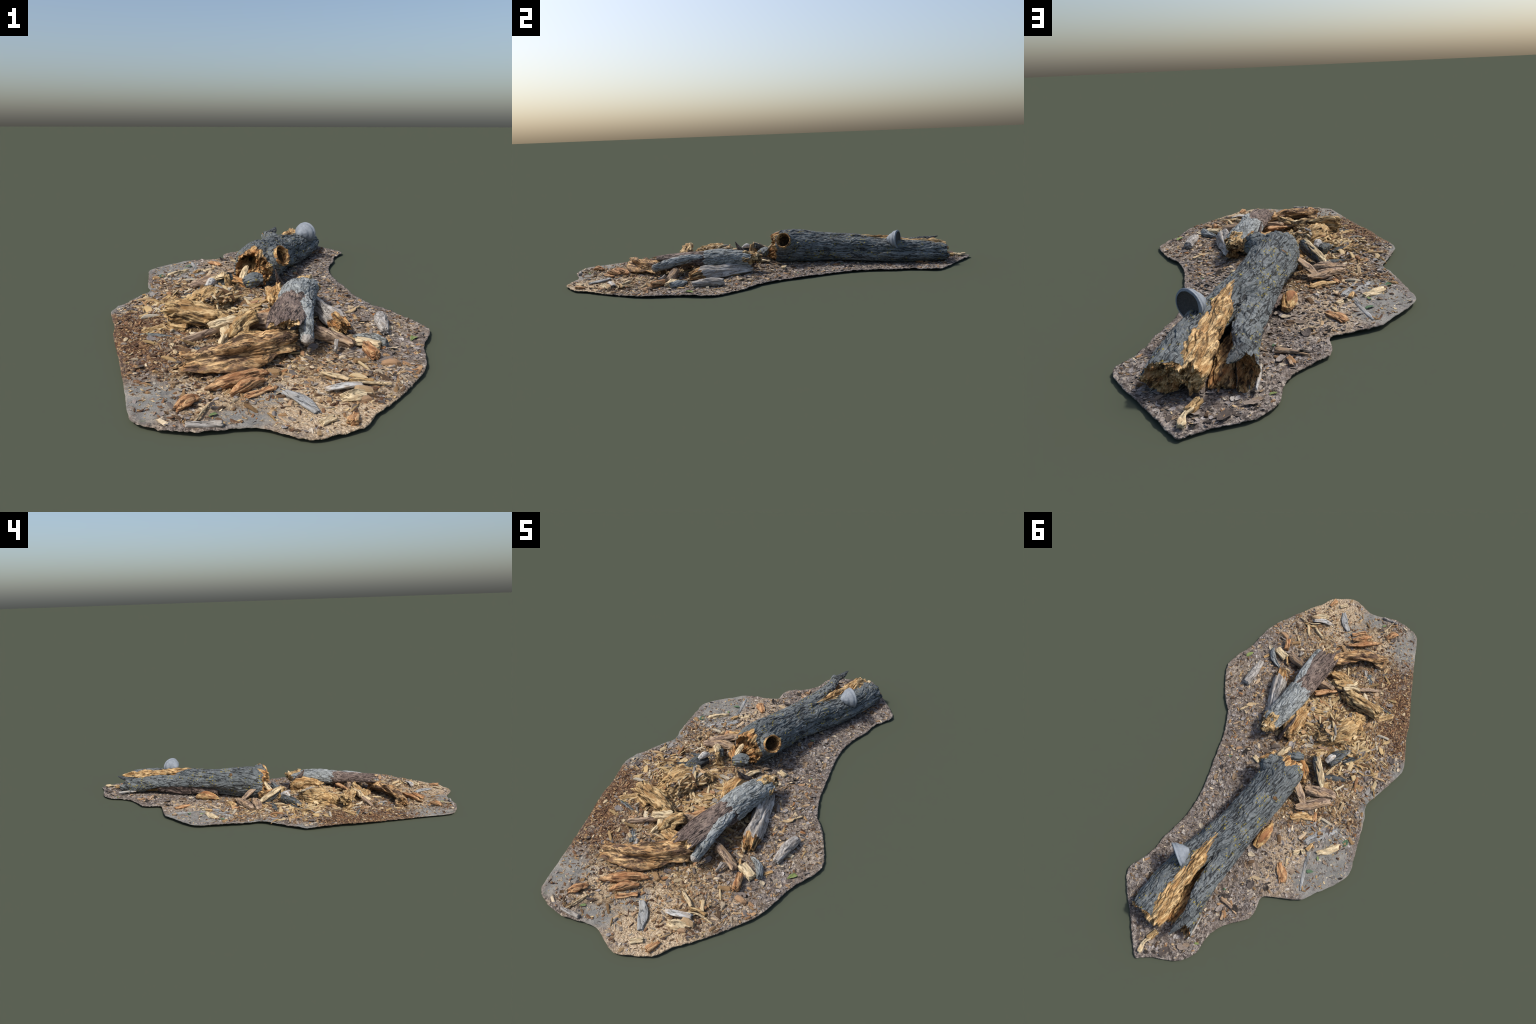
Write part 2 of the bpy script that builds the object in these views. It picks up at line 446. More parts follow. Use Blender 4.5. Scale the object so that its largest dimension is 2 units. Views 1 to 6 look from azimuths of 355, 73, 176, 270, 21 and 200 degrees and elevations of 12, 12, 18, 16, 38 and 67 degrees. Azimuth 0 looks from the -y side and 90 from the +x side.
def loft(pts, rad, nu, nv, section=None, disp=None, roll=None, cap=(0.0, 0.0), jag=(0.0, 0.0), jagf=2.5,
         capn=0.004, patch=None, post=None, seed=0.0, ncap=None, zmin=None, capfn=(None, None), lean=(None, None)):
    """Tube through pts; rad = (half width, half height) per point. Angle 0 points to the
    right of travel, 90 degrees points up. Returns vertices, quads, slot index per quad."""
    pts = np.asarray(pts, float)
    rad = np.asarray(rad, float)
    if rad.ndim == 1:
        rad = np.stack([rad, rad], 1)
    s = np.linspace(0, 1, nv)
    C = catmull(pts, s)
    R = catmull(rad, s)
    T = np.gradient(C, axis=0)
    T /= np.linalg.norm(T, axis=1)[:, None]
    S = np.cross(T, ZUP)
    S /= np.linalg.norm(S, axis=1)[:, None]
    U = np.cross(S, T)
    if roll is not None:
        ra = np.radians(catmull(np.asarray(roll, float), s)[:, 0])[:, None]
        S, U = S * np.cos(ra) + U * np.sin(ra), U * np.cos(ra) - S * np.sin(ra)
    L = np.concatenate([[0], np.cumsum(np.linalg.norm(np.diff(C, axis=0), axis=1))])
    th = np.arange(nu) / nu * 2 * math.pi
    TH, SS = np.meshgrid(th, s)
    f = np.ones_like(TH) if section is None else section(TH, SS)
    rm = R.mean(1)[:, None]
    q = np.stack([np.broadcast_to(L[:, None], TH.shape), np.cos(TH) * rm, np.sin(TH) * rm], -1) + seed
    d = np.zeros_like(TH) if disp is None else disp(q, TH, SS)
    m = np.zeros_like(TH)
    if patch is not None:
        m, depth = patch(q, TH, SS)
        d = d - depth * smooth(0.35, 0.65, m)
    dirv = S[:, None] * np.cos(TH)[..., None] + U[:, None] * np.sin(TH)[..., None]
    P = C[:, None] + S[:, None] * (R[:, 0:1] * np.cos(TH) * f)[..., None] + U[:, None] * (R[:, 1:2] * np.sin(TH) * f)[..., None]
    P = P + dirv * d[..., None]
    ring = np.stack([np.cos(th) * jagf, np.sin(th) * jagf, np.full(nu, seed)], -1)
    for k, sgn in ((0, -1), (1, 1)):
        if jag[k]:
            a = jag[k] * (fbm(ring + 5 * k, 4, 0.6))
            if lean[k] is not None:
                a = a + lean[k](th)
            wgt = smooth(0.72, 1.0, s if k else 1 - s)
            P = P + (sgn * T)[:, None] * (wgt[:, None] * a[None])[..., None]
    nc = ncap or max(6, nu // 10)
    tt = np.linspace(1, 0.04, nc + 1)[1:]
    rows = [P]
    slot = [np.where(m > 0.5, 2, 0)]
    for k, sgn in ((0, -1), (1, 1)):
        rim = P[-1 if k else 0]
        Tk = T[-1 if k else 0] * sgn
        ctr = rim.mean(0)
        t3 = tt[:, None, None]
        G = ctr + (rim - ctr)[None] * t3
        if capfn[k] is not None:
            dep = capfn[k](t3[..., 0], th[None])
        else:
            dep = cap[k] * (1 - t3[..., 0] ** 2)
        nz = fbm(np.concatenate([(G * 60), ], -1) + seed, 4, 0.6) * capn * smooth(1.0, 0.8, t3[..., 0])
        # short grain streaks radiating at the break
        G = G + Tk * (dep + nz)[..., None]
        if k:
            rows.append(G)
            slot.append(np.ones(G.shape[:2], int))
        else:
            rows.insert(0, G[::-1])
            slot.insert(0, np.ones(G.shape[:2], int))
    G = np.concatenate(rows)
    slot = np.concatenate(slot)
    if post is not None:
        G = post(G)
    G[..., 2] = np.maximum(G[..., 2], 0.003 if zmin is None else zmin)
    nr = len(G)
    idx = np.arange(nr * nu).reshape(nr, nu)
    a, b = idx[:-1], idx[1:]
    F = np.stack([a, np.roll(a, -1, 1), np.roll(b, -1, 1), b], -1).reshape(-1, 4)
    fs = np.maximum(slot[:-1], slot[1:]).reshape(-1)
    both = np.minimum(slot[:-1], slot[1:]).reshape(-1)
    fs = np.where((fs == 2) & (both == 0), 0, fs)
    V = G.reshape(-1, 3)
    c0, c1 = V[:nu].mean(0), V[-nu:].mean(0)
    V = np.vstack([V, c0, c1])
    i0 = len(V) - 2
    F0 = np.stack([np.full(nu, i0), np.roll(idx[0], -1), idx[0]], -1)
    F1 = np.stack([np.full(nu, i0 + 1), idx[-1], np.roll(idx[-1], -1)], -1)
    return V, F, fs, np.vstack([F0, F1])


def build(loftres, names, mats, matrix, parent=None, label=None, category=None):
    """split a loft by slot into named meshes that share one origin"""
    V, F, fs, tri = loftres
    inv = np.linalg.inv(matrix)
    Vl = V @ inv[:3, :3].T + inv[:3, 3]
    objs = []
    mw = Matrix(matrix.tolist())
    groups = {}
    for k in range(3):
        if k < len(names) and names[k]:
            groups.setdefault((names[k], mats[k].name), []).append(k)
    for (nm, _), ks in groups.items():
        Q = F[np.isin(fs, ks)]
        Tq = tri if 1 in ks else np.zeros((0, 3), int)
        if len(Q) == 0:
            continue
        used = np.unique(np.concatenate([Q.ravel(), Tq.ravel()]))
        rmp = np.full(len(V), -1)
        rmp[used] = np.arange(len(used))
        me = mesh_from(nm, Vl[used], [rmp[Q], rmp[Tq]], mats[ks[0]])
        o = add_obj(nm, me, mw, parent, label, category)
        objs.append(o)
    return objs


# ---------------------------------------------------------------- ground
OUTLINE = [(0.089, -0.982), (0.025, -1.0), (-0.023, -0.98), (-0.074, -0.949), (-0.129, -0.948), (-0.209, -0.954), (-0.291, -0.929),
           (-0.333, -0.899), (-0.348, -0.855), (-0.37, -0.735), (-0.399, -0.591), (-0.438, -0.413), (-0.448, -0.331), (-0.477, -0.197),
           (-0.473, -0.141), (-0.44, -0.075), (-0.403, -0.001), (-0.376, 0.054), (-0.388, 0.12), (-0.396, 0.216), (-0.401, 0.299),
           (-0.405, 0.362), (-0.393, 0.396), (-0.346, 0.455), (-0.295, 0.503), (-0.253, 0.545), (-0.182, 0.568), (-0.12, 0.583),
           (-0.093, 0.602), (-0.091, 0.639), (-0.085, 0.681), (-0.068, 0.706), (-0.006, 0.748), (0.033, 0.789), (0.056, 0.839),
           (0.064, 0.885), (0.082, 0.918), (0.128, 0.954), (0.198, 0.971), (0.229, 0.978), (0.267, 0.993), (0.29, 1.0), (0.335, 0.937),
           (0.383, 0.858), (0.421, 0.805), (0.47, 0.721), (0.473, 0.675), (0.447, 0.632), (0.414, 0.575), (0.393, 0.493), (0.358, 0.411),
           (0.338, 0.321), (0.333, 0.247), (0.337, 0.156), (0.345, 0.05), (0.354, -0.045), (0.371, -0.125), (0.391, -0.176),
           (0.422, -0.224), (0.455, -0.302), (0.48, -0.385), (0.466, -0.447), (0.418, -0.53), (0.387, -0.624), (0.359, -0.693),
           (0.304, -0.766), (0.226, -0.856), (0.174, -0.906), (0.136, -0.956)]


def closed_curve(P, per=10):
    P = np.asarray(P, float)
    n = len(P)
    t = np.arange(n * per) / per
    i = t.astype(int)
    f = (t - i)[:, None]
    a, b, c, d = P[(i - 1) % n], P[i % n], P[(i + 1) % n], P[(i + 2) % n]
    return 0.5 * ((2 * b) + (c - a) * f + (2 * a - 5 * b + 4 * c - d) * f ** 2 + (3 * b - a - 3 * c + d) * f ** 3)


OUTLINE = [(x + 0.004, y - 0.003) if x > 0.12 and y < -0.2 else (x, y) for x, y in OUTLINE]
EDGE = closed_curve(OUTLINE)
EDGE = EDGE + 0.0022 * np.stack([perlin(np.c_[EDGE * 45, np.full(len(EDGE), 3.3)]), perlin(np.c_[EDGE * 45, np.full(len(EDGE), 8.3)])], -1)


def inside(x, y):
    c = np.zeros(x.shape, bool)
    X, Y = EDGE[:, 0], EDGE[:, 1]
    X2, Y2 = np.roll(X, -1), np.roll(Y, -1)
    for a, b, c2, d in zip(X, Y, X2, Y2):
        if b == d:
            continue
        k = ((b > y) != (d > y)) & (x < (c2 - a) * (y - b) / (d - b) + a)
        c ^= k
    return c


def base_height(x, y):
    """ground level without grain: a thin crust with a heap of rotten wood on it"""
    h = 0.0068 + 0.003 * perlin(np.stack([x * 2.5, y * 2.5, np.full_like(x, 1.7)], -1))
    h = h + 0.030 * gauss(x, y, -0.01, -0.26, 0.11, 0.11)
    h = h + 0.016 * gauss(x, y, -0.10, -0.32, 0.24, 0.22)
    h = h + 0.012 * gauss(x, y, 0.02, -0.03, 0.10, 0.07)
    h = h + 0.014 * gauss(x, y, -0.10, 0.09, 0.12, 0.10) + 0.020 * gauss(x, y, -0.25, -0.22, 0.13, 0.17)
    h = h + 0.026 * gauss(x, y, -0.05, -0.05, 0.09, 0.06)
    h = h + 0.010 * gauss(x, y, -0.20, -0.52, 0.10, 0.08) + 0.007 * gauss(x, y, -0.33, 0.30, 0.22, 0.40) + 0.004 * gauss(x, y, -0.42, -0.2, 0.12, 0.25)
    return np.maximum(h, 0.003)


def zone(x, y, kind):
    if kind == 'heap':
        return np.maximum(gauss(x, y, -0.06, -0.26, 0.16, 0.13), 0.9 * gauss(x, y, -0.22, -0.15, 0.13, 0.12))
    if kind == 'west':
        return np.maximum(gauss(x, y, -0.38, -0.45, 0.09, 0.26), gauss(x, y, -0.30, -0.55, 0.10, 0.12))
    if kind == 'smooth':
        r = gauss(x, y, -0.32, -0.82, 0.07, 0.11)
        for c in ((-0.34, 0.38, 0.11, 0.11), (-0.27, 0.46, 0.1, 0.09), (0.06, -0.9, 0.11, 0.08), (-0.1, -0.9, 0.09, 0.06), (0.02, -0.8, 0.07, 0.08)):
            r = np.maximum(r, gauss(x, y, *c))
        return r
    if kind == 'chips':
        r = np.maximum(gauss(x, y, -0.10, -0.35, 0.32, 0.34), gauss(x, y, -0.2, 0.12, 0.22, 0.16))
        return np.maximum(r, gauss(x, y, 0.0, -0.75, 0.34, 0.22))
    return np.zeros_like(x)


def height(x, y):
    z = np.full_like(x, 0.4)
    calm = 1 - 0.85 * zone(x, y, 'smooth')
    p = np.stack([x, y, z], -1)
    h = base_height(x, y)
    h = h + calm * (0.0030 * fbm(p * 26, 3, 0.55) + 0.0020 * ridge(p * 70, 2))
    hp = zone(x, y, 'heap')
    h = h + hp * 0.006 * fbm(p * 45, 3, 0.6)
    return np.maximum(h, 0.0012)


LUMP = (-0.150, -0.245, 0.110, 0.058, 0.050, 0.870)      # centre x y, half length, half width, top above centre, direction


def heap_top(x, y):
    h = height(x, y)
    cx, cy, rx, ry, rz, ang = LUMP
    c, s = math.cos(ang), math.sin(ang)
    u, v = (x - cx) * c + (y - cy) * s, -(x - cx) * s + (y - cy) * c
    k = np.clip(1 - (u / rx) ** 2 - (v / ry) ** 2, 0, 1)
    return np.maximum(h, np.where(k > 0, 0.046 + rz * np.sqrt(k), 0))


floor_e = empty('forest_floor', (0, 0, 0), 'thin patch of brown forest soil strewn with wood chips', 'ground patch')


def build_soil():
    st = 0.0042
    xs = np.arange(-0.492, 0.494, st)
    ys = np.arange(-1.01, 1.012, st)
    X, Y = np.meshgrid(xs, ys)
    cx, cy = X[:-1, :-1] + st / 2, Y[:-1, :-1] + st / 2
    keep = inside(cx, cy)
    idx = np.arange(X.size).reshape(X.shape)
    Q = np.stack([idx[:-1, :-1], idx[:-1, 1:], idx[1:, 1:], idx[1:, :-1]], -1)[keep]
    used, Qr = np.unique(Q, return_inverse=True)
    Q = Qr.reshape(-1, 4)
    P = np.stack([X.ravel()[used], Y.ravel()[used]], -1)
    cnt = np.bincount(Q.ravel(), minlength=len(P))
    bd = np.where(cnt < 4)[0]
    fine = np.concatenate([EDGE + (np.roll(EDGE, -1, 0) - EDGE) * k / 4 for k in range(4)])
    for i0 in range(0, len(bd), 400):
        b = bd[i0:i0 + 400]
        d = ((P[b][:, None] - fine[None]) ** 2).sum(-1)
        P[b] = fine[d.argmin(1)]
    H = height(P[:, 0], P[:, 1])
    V = np.c_[P, H]
    # under side and rim
    edges = np.concatenate([Q[:, [0, 1]], Q[:, [1, 2]], Q[:, [2, 3]], Q[:, [3, 0]]])
    key = np.sort(edges, 1)
    _, inv, c = np.unique(key, axis=0, return_inverse=True, return_counts=True)
    be = edges[c[inv.ravel()] == 1]
    nV = len(V)
    # a thin crust: only the rim turns down
    rimv = np.unique(be)
    low = V[rimv].copy()
    low[:, 2] = np.maximum(low[:, 2] - 0.0025, 0.0)
    low[np.argmin(low[:, 2]), 2] = 0.0
    mp = np.full(nV, -1)
    mp[rimv] = np.arange(len(rimv)) + nV
    V = np.vstack([V, low])
    rim = np.stack([be[:, 1], be[:, 0], mp[be[:, 0]], mp[be[:, 1]]], -1)
    F = np.vstack([Q, rim])
    add_obj('soil', mesh_from('soil', V, F, M['soil']), Matrix(), floor_e)


build_soil()


# ---------------------------------------------------------------- litter
def chip_template(rng, kind):
    """small split piece of wood or leaf: irregular outline, top and bottom faces, bent"""
    n = {'sliver': 8, 'flake': 9, 'block': 8, 'leaf': 12}[kind]
    a = np.arange(n) / n * 2 * math.pi + rng.uniform(-0.25, 0.25, n)
    if kind == 'sliver':
        x, y = np.cos(a), np.sin(a) * 0.16 * rng.uniform(0.8, 1.3)
        x = np.sign(x) * np.abs(x) ** 0.6
        t = 0.09
    elif kind == 'flake':
        x, y = np.cos(a), np.sin(a) * rng.uniform(0.34, 0.55)
        x = np.sign(x) * np.abs(x) ** 0.7
        t = 0.10
    elif kind == 'block':
        x, y = np.sign(np.cos(a)) * np.abs(np.cos(a)) ** 0.5, np.sign(np.sin(a)) * np.abs(np.sin(a)) ** 0.5 * 0.42
        t = 0.24
    else:
        x, y = np.cos(a), np.sin(a) * (0.5 + 0.12 * np.cos(a)) * rng.uniform(0.9, 1.3)
        t = 0.03
    r = rng.uniform(0.82, 1.15, n)
    o = np.stack([x * r, y * r], -1)
    b = rng.uniform(-0.28, 0.28)
    tw = rng.uniform(-0.25, 0.25)
    crumple = rng.uniform(-1, 1, (2, n))

    def lift(p, z, k):
        zz = z + b * (p[:, 0] ** 2 - 0.3) + tw * p[:, 0] * p[:, 1]
        if kind == 'leaf':
            zz = zz + 0.35 * np.abs(p[:, 1]) * 1.0 + 0.06 * crumple[k]
        return np.c_[p, zz]
    top_o = lift(o, t * 0.3, 0)
    bot_o = lift(o, -t, 0)
    top_i = lift(o * 0.72, t * (0.9 + 0.3 * crumple[1]), 1)
    ctr = lift(np.zeros((1, 2)), t * 1.1, 0)[:1] if kind != 'leaf' else np.array([[0, 0, 0.0]])
    ctr = np.array([[0, 0, t * 1.1 - 0.3 * b]])
    V = np.vstack([bot_o, top_o, top_i, ctr])
    i = np.arange(n)
    j = (i + 1) % n
    Q = np.vstack([np.stack([i, j, j + n, i + n], -1), np.stack([i + n, j + n, j + 2 * n, i + 2 * n], -1)])
    T = np.stack([i + 2 * n, j + 2 * n, np.full(n, 3 * n)], -1)
    F = np.vstack([np.c_[Q[:, 0], Q[:, 1], Q[:, 2]], np.c_[Q[:, 0], Q[:, 2], Q[:, 3]], T])
    return V, F


TEMPL = {k: [chip_template(np.random.default_rng(100 + i + 50 * q), k) for i in range(8)]
         for q, k in enumerate(('sliver', 'flake', 'block', 'leaf'))}


def rot_matrix(yaw, pitch, rollv):
    cy, sy, cp, sp, cr, sr = np.cos(yaw), np.sin(yaw), np.cos(pitch), np.sin(pitch), np.cos(rollv), np.sin(rollv)
    return np.array([[cy * cp, cy * sp * sr - sy * cr, cy * sp * cr + sy * sr],
                     [sy * cp, sy * sp * sr + cy * cr, sy * sp * cr - cy * sr],
                     [-sp, cp * sr, cp * cr]])


def sample_points(n, weight, rng, rim=0.012):
    out = np.zeros((0, 2))
    while len(out) < n:
        p = np.c_[rng.uniform(-0.48, 0.48, 3 * n), rng.uniform(-1, 1, 3 * n)]
        w = weight(p[:, 0], p[:, 1])
        p = p[rng.uniform(0, 1, len(p)) < w]
        # keep clear of the rim
        ok = inside(p[:, 0], p[:, 1])
        for dx, dy in ((rim, 0), (-rim, 0), (0, rim), (0, -rim)):
            ok &= inside(p[:, 0] + dx, p[:, 1] + dy)
        out = np.vstack([out, p[ok]])
    return out[:n]


def scatter(name, mat, n, weight, kinds, size, seed, lift=0.3, tilt=0.25, yaw=None, zscale=1.0):
    rng = np.random.default_rng(seed)
    P = sample_points(n, weight, rng)
    Z = heap_top(P[:, 0], P[:, 1])
    Vs, Fs, off = [], [], 0
    for (x, y), z in zip(P, Z):
        k = kinds[rng.integers(len(kinds))]
        V, F = TEMPL[k][rng.integers(8)]
        L = 0.5 * (size[0] + (size[1] - size[0]) * rng.uniform() ** 2.2)
        yw = rng.uniform(0, 2 * math.pi) if yaw is None else yaw(x, y) + rng.normal() * 0.45
        Rm = rot_matrix(yw, rng.normal() * tilt, rng.normal() * tilt)
        V2 = (V * np.array([L, L, L * zscale])) @ Rm.T + np.array([x, y, z + L * 0.12 * lift + 0.0008])
        V2[:, 2] = np.maximum(V2[:, 2], 0.003)
        Vs.append(V2)
        Fs.append(F + off)
        off += len(V)
    me = mesh_from(name, np.vstack(Vs), np.vstack(Fs), mat, False)
    o = add_obj(name, me, Matrix(), floor_e)
    o['kind'] = 'stuff'
    return o


def w_chips(x, y):
    return np.clip(0.12 + zone(x, y, 'chips') - 0.8 * zone(x, y, 'smooth') - 0.5 * zone(x, y, 'west') - 0.7 * gauss(x, y, -0.06, -0.27, 0.16, 0.12), 0.02, 1)


def w_litter(x, y):
    return np.clip(0.9 - 0.8 * zone(x, y, 'chips') - 0.9 * zone(x, y, 'smooth') - 0.6 * zone(x, y, 'west'), 0.02, 1)


scatter('wood_crumb', M['chip_mix'], 5200, w_chips, ['sliver', 'flake', 'flake', 'block'], (0.007, 0.026), 21)
scatter('bark_crumb', M['chip_red'], 2400, lambda x, y: np.clip(zone(x, y, 'west') + 0.25 * zone(x, y, 'chips') + 0.03, 0, 1), ['sliver', 'flake', 'block'], (0.006, 0.024), 22)
scatter('wood_sliver', M['chip_tan'], 1500, lambda x, y: zone(x, y, 'heap') ** 1.5 * (1 - 0.75 * gauss(x, y, LUMP[0], LUMP[1], 0.11, 0.06, LUMP[5])), ['sliver', 'sliver', 'sliver', 'flake'], (0.016, 0.055), 23, 0.8, 0.30,
        yaw=lambda x, y: 0.87 + 2.6 * float(perlin(np.array([x * 9, y * 9, 0.5]))))
scatter('leaf_fragment', M['leaf_grey'], 7000, w_litter, ['leaf', 'flake', 'leaf', 'sliver'], (0.006, 0.022), 24, 0.0, 0.20, zscale=0.7)
scatter('pale_crumb', M['chip_tan'], 3000, lambda x, y: np.clip(0.22 + 0.5 * zone(x, y, 'chips') + 0.5 * zone(x, y, 'smooth'), 0, 1), ['sliver', 'flake'], (0.004, 0.015), 25)


def named_pieces(name, mat, n, weight, kinds, size, seed, lift=0.5, tilt=0.18):
    rng = np.random.default_rng(seed)
    lib = {}
    for k in set(kinds):
        for i in range(8):
            V, F = TEMPL[k][i]
            lib[k, i] = mesh_from(name + '_' + k, V, F, mat, False)
    P = sample_points(n, weight, rng, size[1] * 0.55)
    Z = heap_top(P[:, 0], P[:, 1])
    for (x, y), z in zip(P, Z):
        k = kinds[rng.integers(len(kinds))]
        L = 0.5 * (size[0] + (size[1] - size[0]) * rng.uniform() ** 1.8)
        Rm = rot_matrix(rng.uniform(0, 2 * math.pi), rng.normal() * tilt, rng.normal() * tilt)
        m = np.eye(4)
        m[:3, :3] = Rm * L
        iv = int(rng.integers(8))
        low = (TEMPL[k][iv][0] @ m[:3, :3].T)[:, 2].min()
        m[:3, 3] = (x, y, max(z + 0.13 * L * lift + 0.001, 0.002 - low))
        add_obj(name, lib[k, iv], Matrix(m.tolist()), floor_e)


named_pieces('wood_chip', M['chip_mix'], 170, w_chips, ['sliver', 'flake', 'block', 'flake'], (0.026, 0.05), 31)
named_pieces('wood_splinter', M['chip_tan'], 190, lambda x, y: np.clip(zone(x, y, 'heap') + 0.9 * gauss(x, y, -0.03, -0.31, 0.08, 0.08) + 0.08 * zone(x, y, 'chips'), 0, 1), ['sliver'], (0.032, 0.075), 32, 1.0, 0.18)
named_pieces('dead_leaf', M['leaf_grey'], 120, w_litter, ['leaf'], (0.024, 0.044), 33, 0.4)


# ---------------------------------------------------------------- fallen log
DV = np.array([0.351, 0.936, 0.0])     # along the log, away from the break
PV = np.array([0.936, -0.351, 0.0])    # across it, toward +x


def on_log(a, q, z):
    return a * DV + q * PV + np.array([0, 0, z])


log_e = empty('fallen_log', (0.16, 0.42, 0.0), 'broken grey-barked rotting log split open at one end', 'log')
# a, q centre, half width, top z
TRUNK = [(0.024, -0.014, 0.070, 0.172), (0.06, -0.018, 0.078, 0.181), (0.13, -0.023, 0.085, 0.181), (0.22, -0.028, 0.087, 0.168),
         (0.32, -0.036, 0.088, 0.157), (0.42, -0.032, 0.085, 0.148), (0.52, -0.014, 0.074, 0.138), (0.61, 0.006, 0.068, 0.133),
         (0.71, 0.009, 0.071, 0.123), (0.80, 0.004, 0.072, 0.112), (0.885, -0.004, 0.070, 0.101)]
HOLE_C = np.array([0.094, 0.050, 0.136])
HOLE_N = np.array([0.68, -0.58, 0.45])
HOLE_N /= np.linalg.norm(HOLE_N)


def bark_disp(amp=0.0045, stretch=9.0, across=46.0, big=0.006):
    """flat plates parted by long furrows"""
    def f(q, th, s):
        w = q + 0.016 * np.stack([perlin(q * 16), perlin(q * 16 + 31), perlin(q * 16 + 57)], -1)
        sc = np.array([stretch, across, across])
        r1 = 1 - 2.6 * np.abs(perlin(w * sc))
        r2 = 1 - 2.6 * np.abs(perlin(w * sc * np.array([2.6, 2.1, 2.1]) + 9.4))
        return -amp * smooth(0.15, 0.95, r1) - 0.45 * amp * smooth(0.2, 0.95, r2) + big * perlin(q * np.array([7, 9, 9])) \
            + 0.20 * amp * fbm(w * np.array([30, 80, 80]), 3) + amp * 0.35
    return f


def trunk_patch(q, th, s):
    """where bark is gone: round the break, the top seam, a scar low on the west side"""
    nz = fbm(q * np.array([30, 40, 40]), 4, 0.6)
    ang = np.mod(th + math.pi, 2 * math.pi) - math.pi       # 0 east, +90 deg up, 180 west
    up = np.exp(-((ang - math.radians(85)) / 0.75) ** 2)
    brk = smooth(0.016 + 0.105 * up, 0.008 + 0.080 * up, s + 0.016 * nz)
    return brk, 0.006


def trunk_section(th, s):
    # flattened under side, slight lobes
    f = 1 + 0.03 * np.cos(3 * th + 4 * s) + 0.02 * np.cos(5 * th - 6 * s)
    # a broad notch on the upper west flank after the split
    ang = np.mod(th + 2 * math.pi, 2 * math.pi)
    m = smooth(0.50, 0.62, s) * np.exp(-((ang - math.radians(150)) / 0.7) ** 2)
    # rolled a little: undercut on the west, fuller low on the east
    und = np.exp(-((ang - math.radians(218)) / 0.55) ** 2)
    ful = np.exp(-((ang - math.radians(335)) / 0.6) ** 2)
    return f * (1 - 0.16 * m) * (1 - (0.20 + 0.25 * smooth(0.25, 0.4, s)) * und * smooth(0.1, 0.3, s)) * (1 + 0.18 * ful * smooth(0.35, 0.6, s))


def trunk_post(G):
    d = G - HOLE_C
    ax = d @ HOLE_N
    r = np.linalg.norm(d - ax[..., None] * HOLE_N, axis=-1)
    k = smooth(0.040, 0.030, r) * (ax > -0.07) * (ax < 0.07)
    return G - HOLE_N * (k * np.maximum(ax + 0.052, 0))[..., None]


def near_cap(t, th):
    # cave under the upper rim, solid mass low down
    x, y = t * np.cos(th), t * np.sin(th)
    cave = np.exp(-(((x + 0.38) / 0.42) ** 2 + ((y - 0.36) / 0.32) ** 2))
    toe = np.exp(-(((x + 0.1) / 0.5) ** 2 + ((y + 0.75) / 0.4) ** 2))
    n = fbm(np.stack([x * 4, y * 4, np.full_like(x, 0.3)], -1), 4, 0.6)
    return (-0.120 * cave + 0.026 * toe + 0.020 * n) * smooth(1.0, 0.85, t)


def far_cap(t, th):
    x, y = t * np.cos(th), t * np.sin(th)
    n = fbm(np.stack([x * 5, y * 5, np.full_like(x, 4.3)], -1), 4, 0.6)
    return (0.004 - 0.012 * np.exp(-(((x - 0.25) / 0.4) ** 2 + ((y - 0.3) / 0.4) ** 2)) + 0.012 * n) * smooth(1.0, 0.85, t)


tz0 = 0.010
TRUNK = [(a, q + 0.010 * float(smooth(0.2, 0.55, a)), w, z - 0.006) for a, q, w, z in TRUNK]
tr = loft([on_log(a, q, (z + tz0) / 2) for a, q, w, z in TRUNK], [(w, (z - tz0) / 2) for a, q, w, z in TRUNK], 320, 600,
          section=trunk_section, disp=bark_disp(), patch=trunk_patch, jag=(0.010, 0.008), jagf=2.6, capfn=(near_cap, far_cap),
          capn=0.006, post=trunk_post, seed=2.0, ncap=46)
LOGM = frame_from(on_log(0, -0.01, 0.08), on_log(0.885, -0.01, 0.08))
build(tr, ['bark', 'broken_end', 'exposed_wood'], [M['bark'], M['wood_end'], M['wood_end']], LOGM, log_e)


def fibre_disp(amp=0.006, along=6.0, across=45.0, big=0.008, fine=0.0015):
    """split wood: terraced plates along the grain, fine fibres, a few deep clefts"""
    def f(q, th, s):
        w = q + 0.010 * np.stack([perlin(q * 14 + 3), perlin(q * 14 + 41), perlin(q * 14 + 77)], -1)
        t = perlin(w * np.array([along * 0.8, across * 0.6, across * 0.6])) * 2.6
        k = np.floor(t)
        t = k + smooth(0.30, 0.62, t - k)
        c = 1 - 3.0 * np.abs(perlin(w * np.array([along * 0.7, across * 0.8, across * 0.8]) + 5.5))
        return amp * 0.75 * t - amp * 1.1 * smooth(0.35, 1.0, c) + big * perlin(q * np.array([14, 20, 20])) \
            + amp * 0.35 * fbm(w * np.array([along * 3, across * 3.2, across * 3.2]), 2) + fine * fbm(q * np.array([40, 260, 260]), 2)
    return f


def split_section(seed, k=5, soft=9.0):
    """angular cross section of split wood: a few planes met at blunt corners"""
    rng = np.random.default_rng(int(seed))
    ph = np.arange(k) / k * 2 * math.pi + rng.uniform(-0.45, 0.45, k)
    d = rng.uniform(0.72, 1.02, k)
    tw = rng.uniform(-0.5, 0.5, k)

    def f(th, s):
        acc = 0
        for p, dd, t in zip(ph, d, tw):
            c = np.maximum(np.cos(th - p - t * (s - 0.5)), 0.05)
            acc = acc + (c / (dd * (1 + 0.12 * np.sin(7 * s + p)))) ** soft
        return acc ** (-1 / soft) * 1.04
    return f


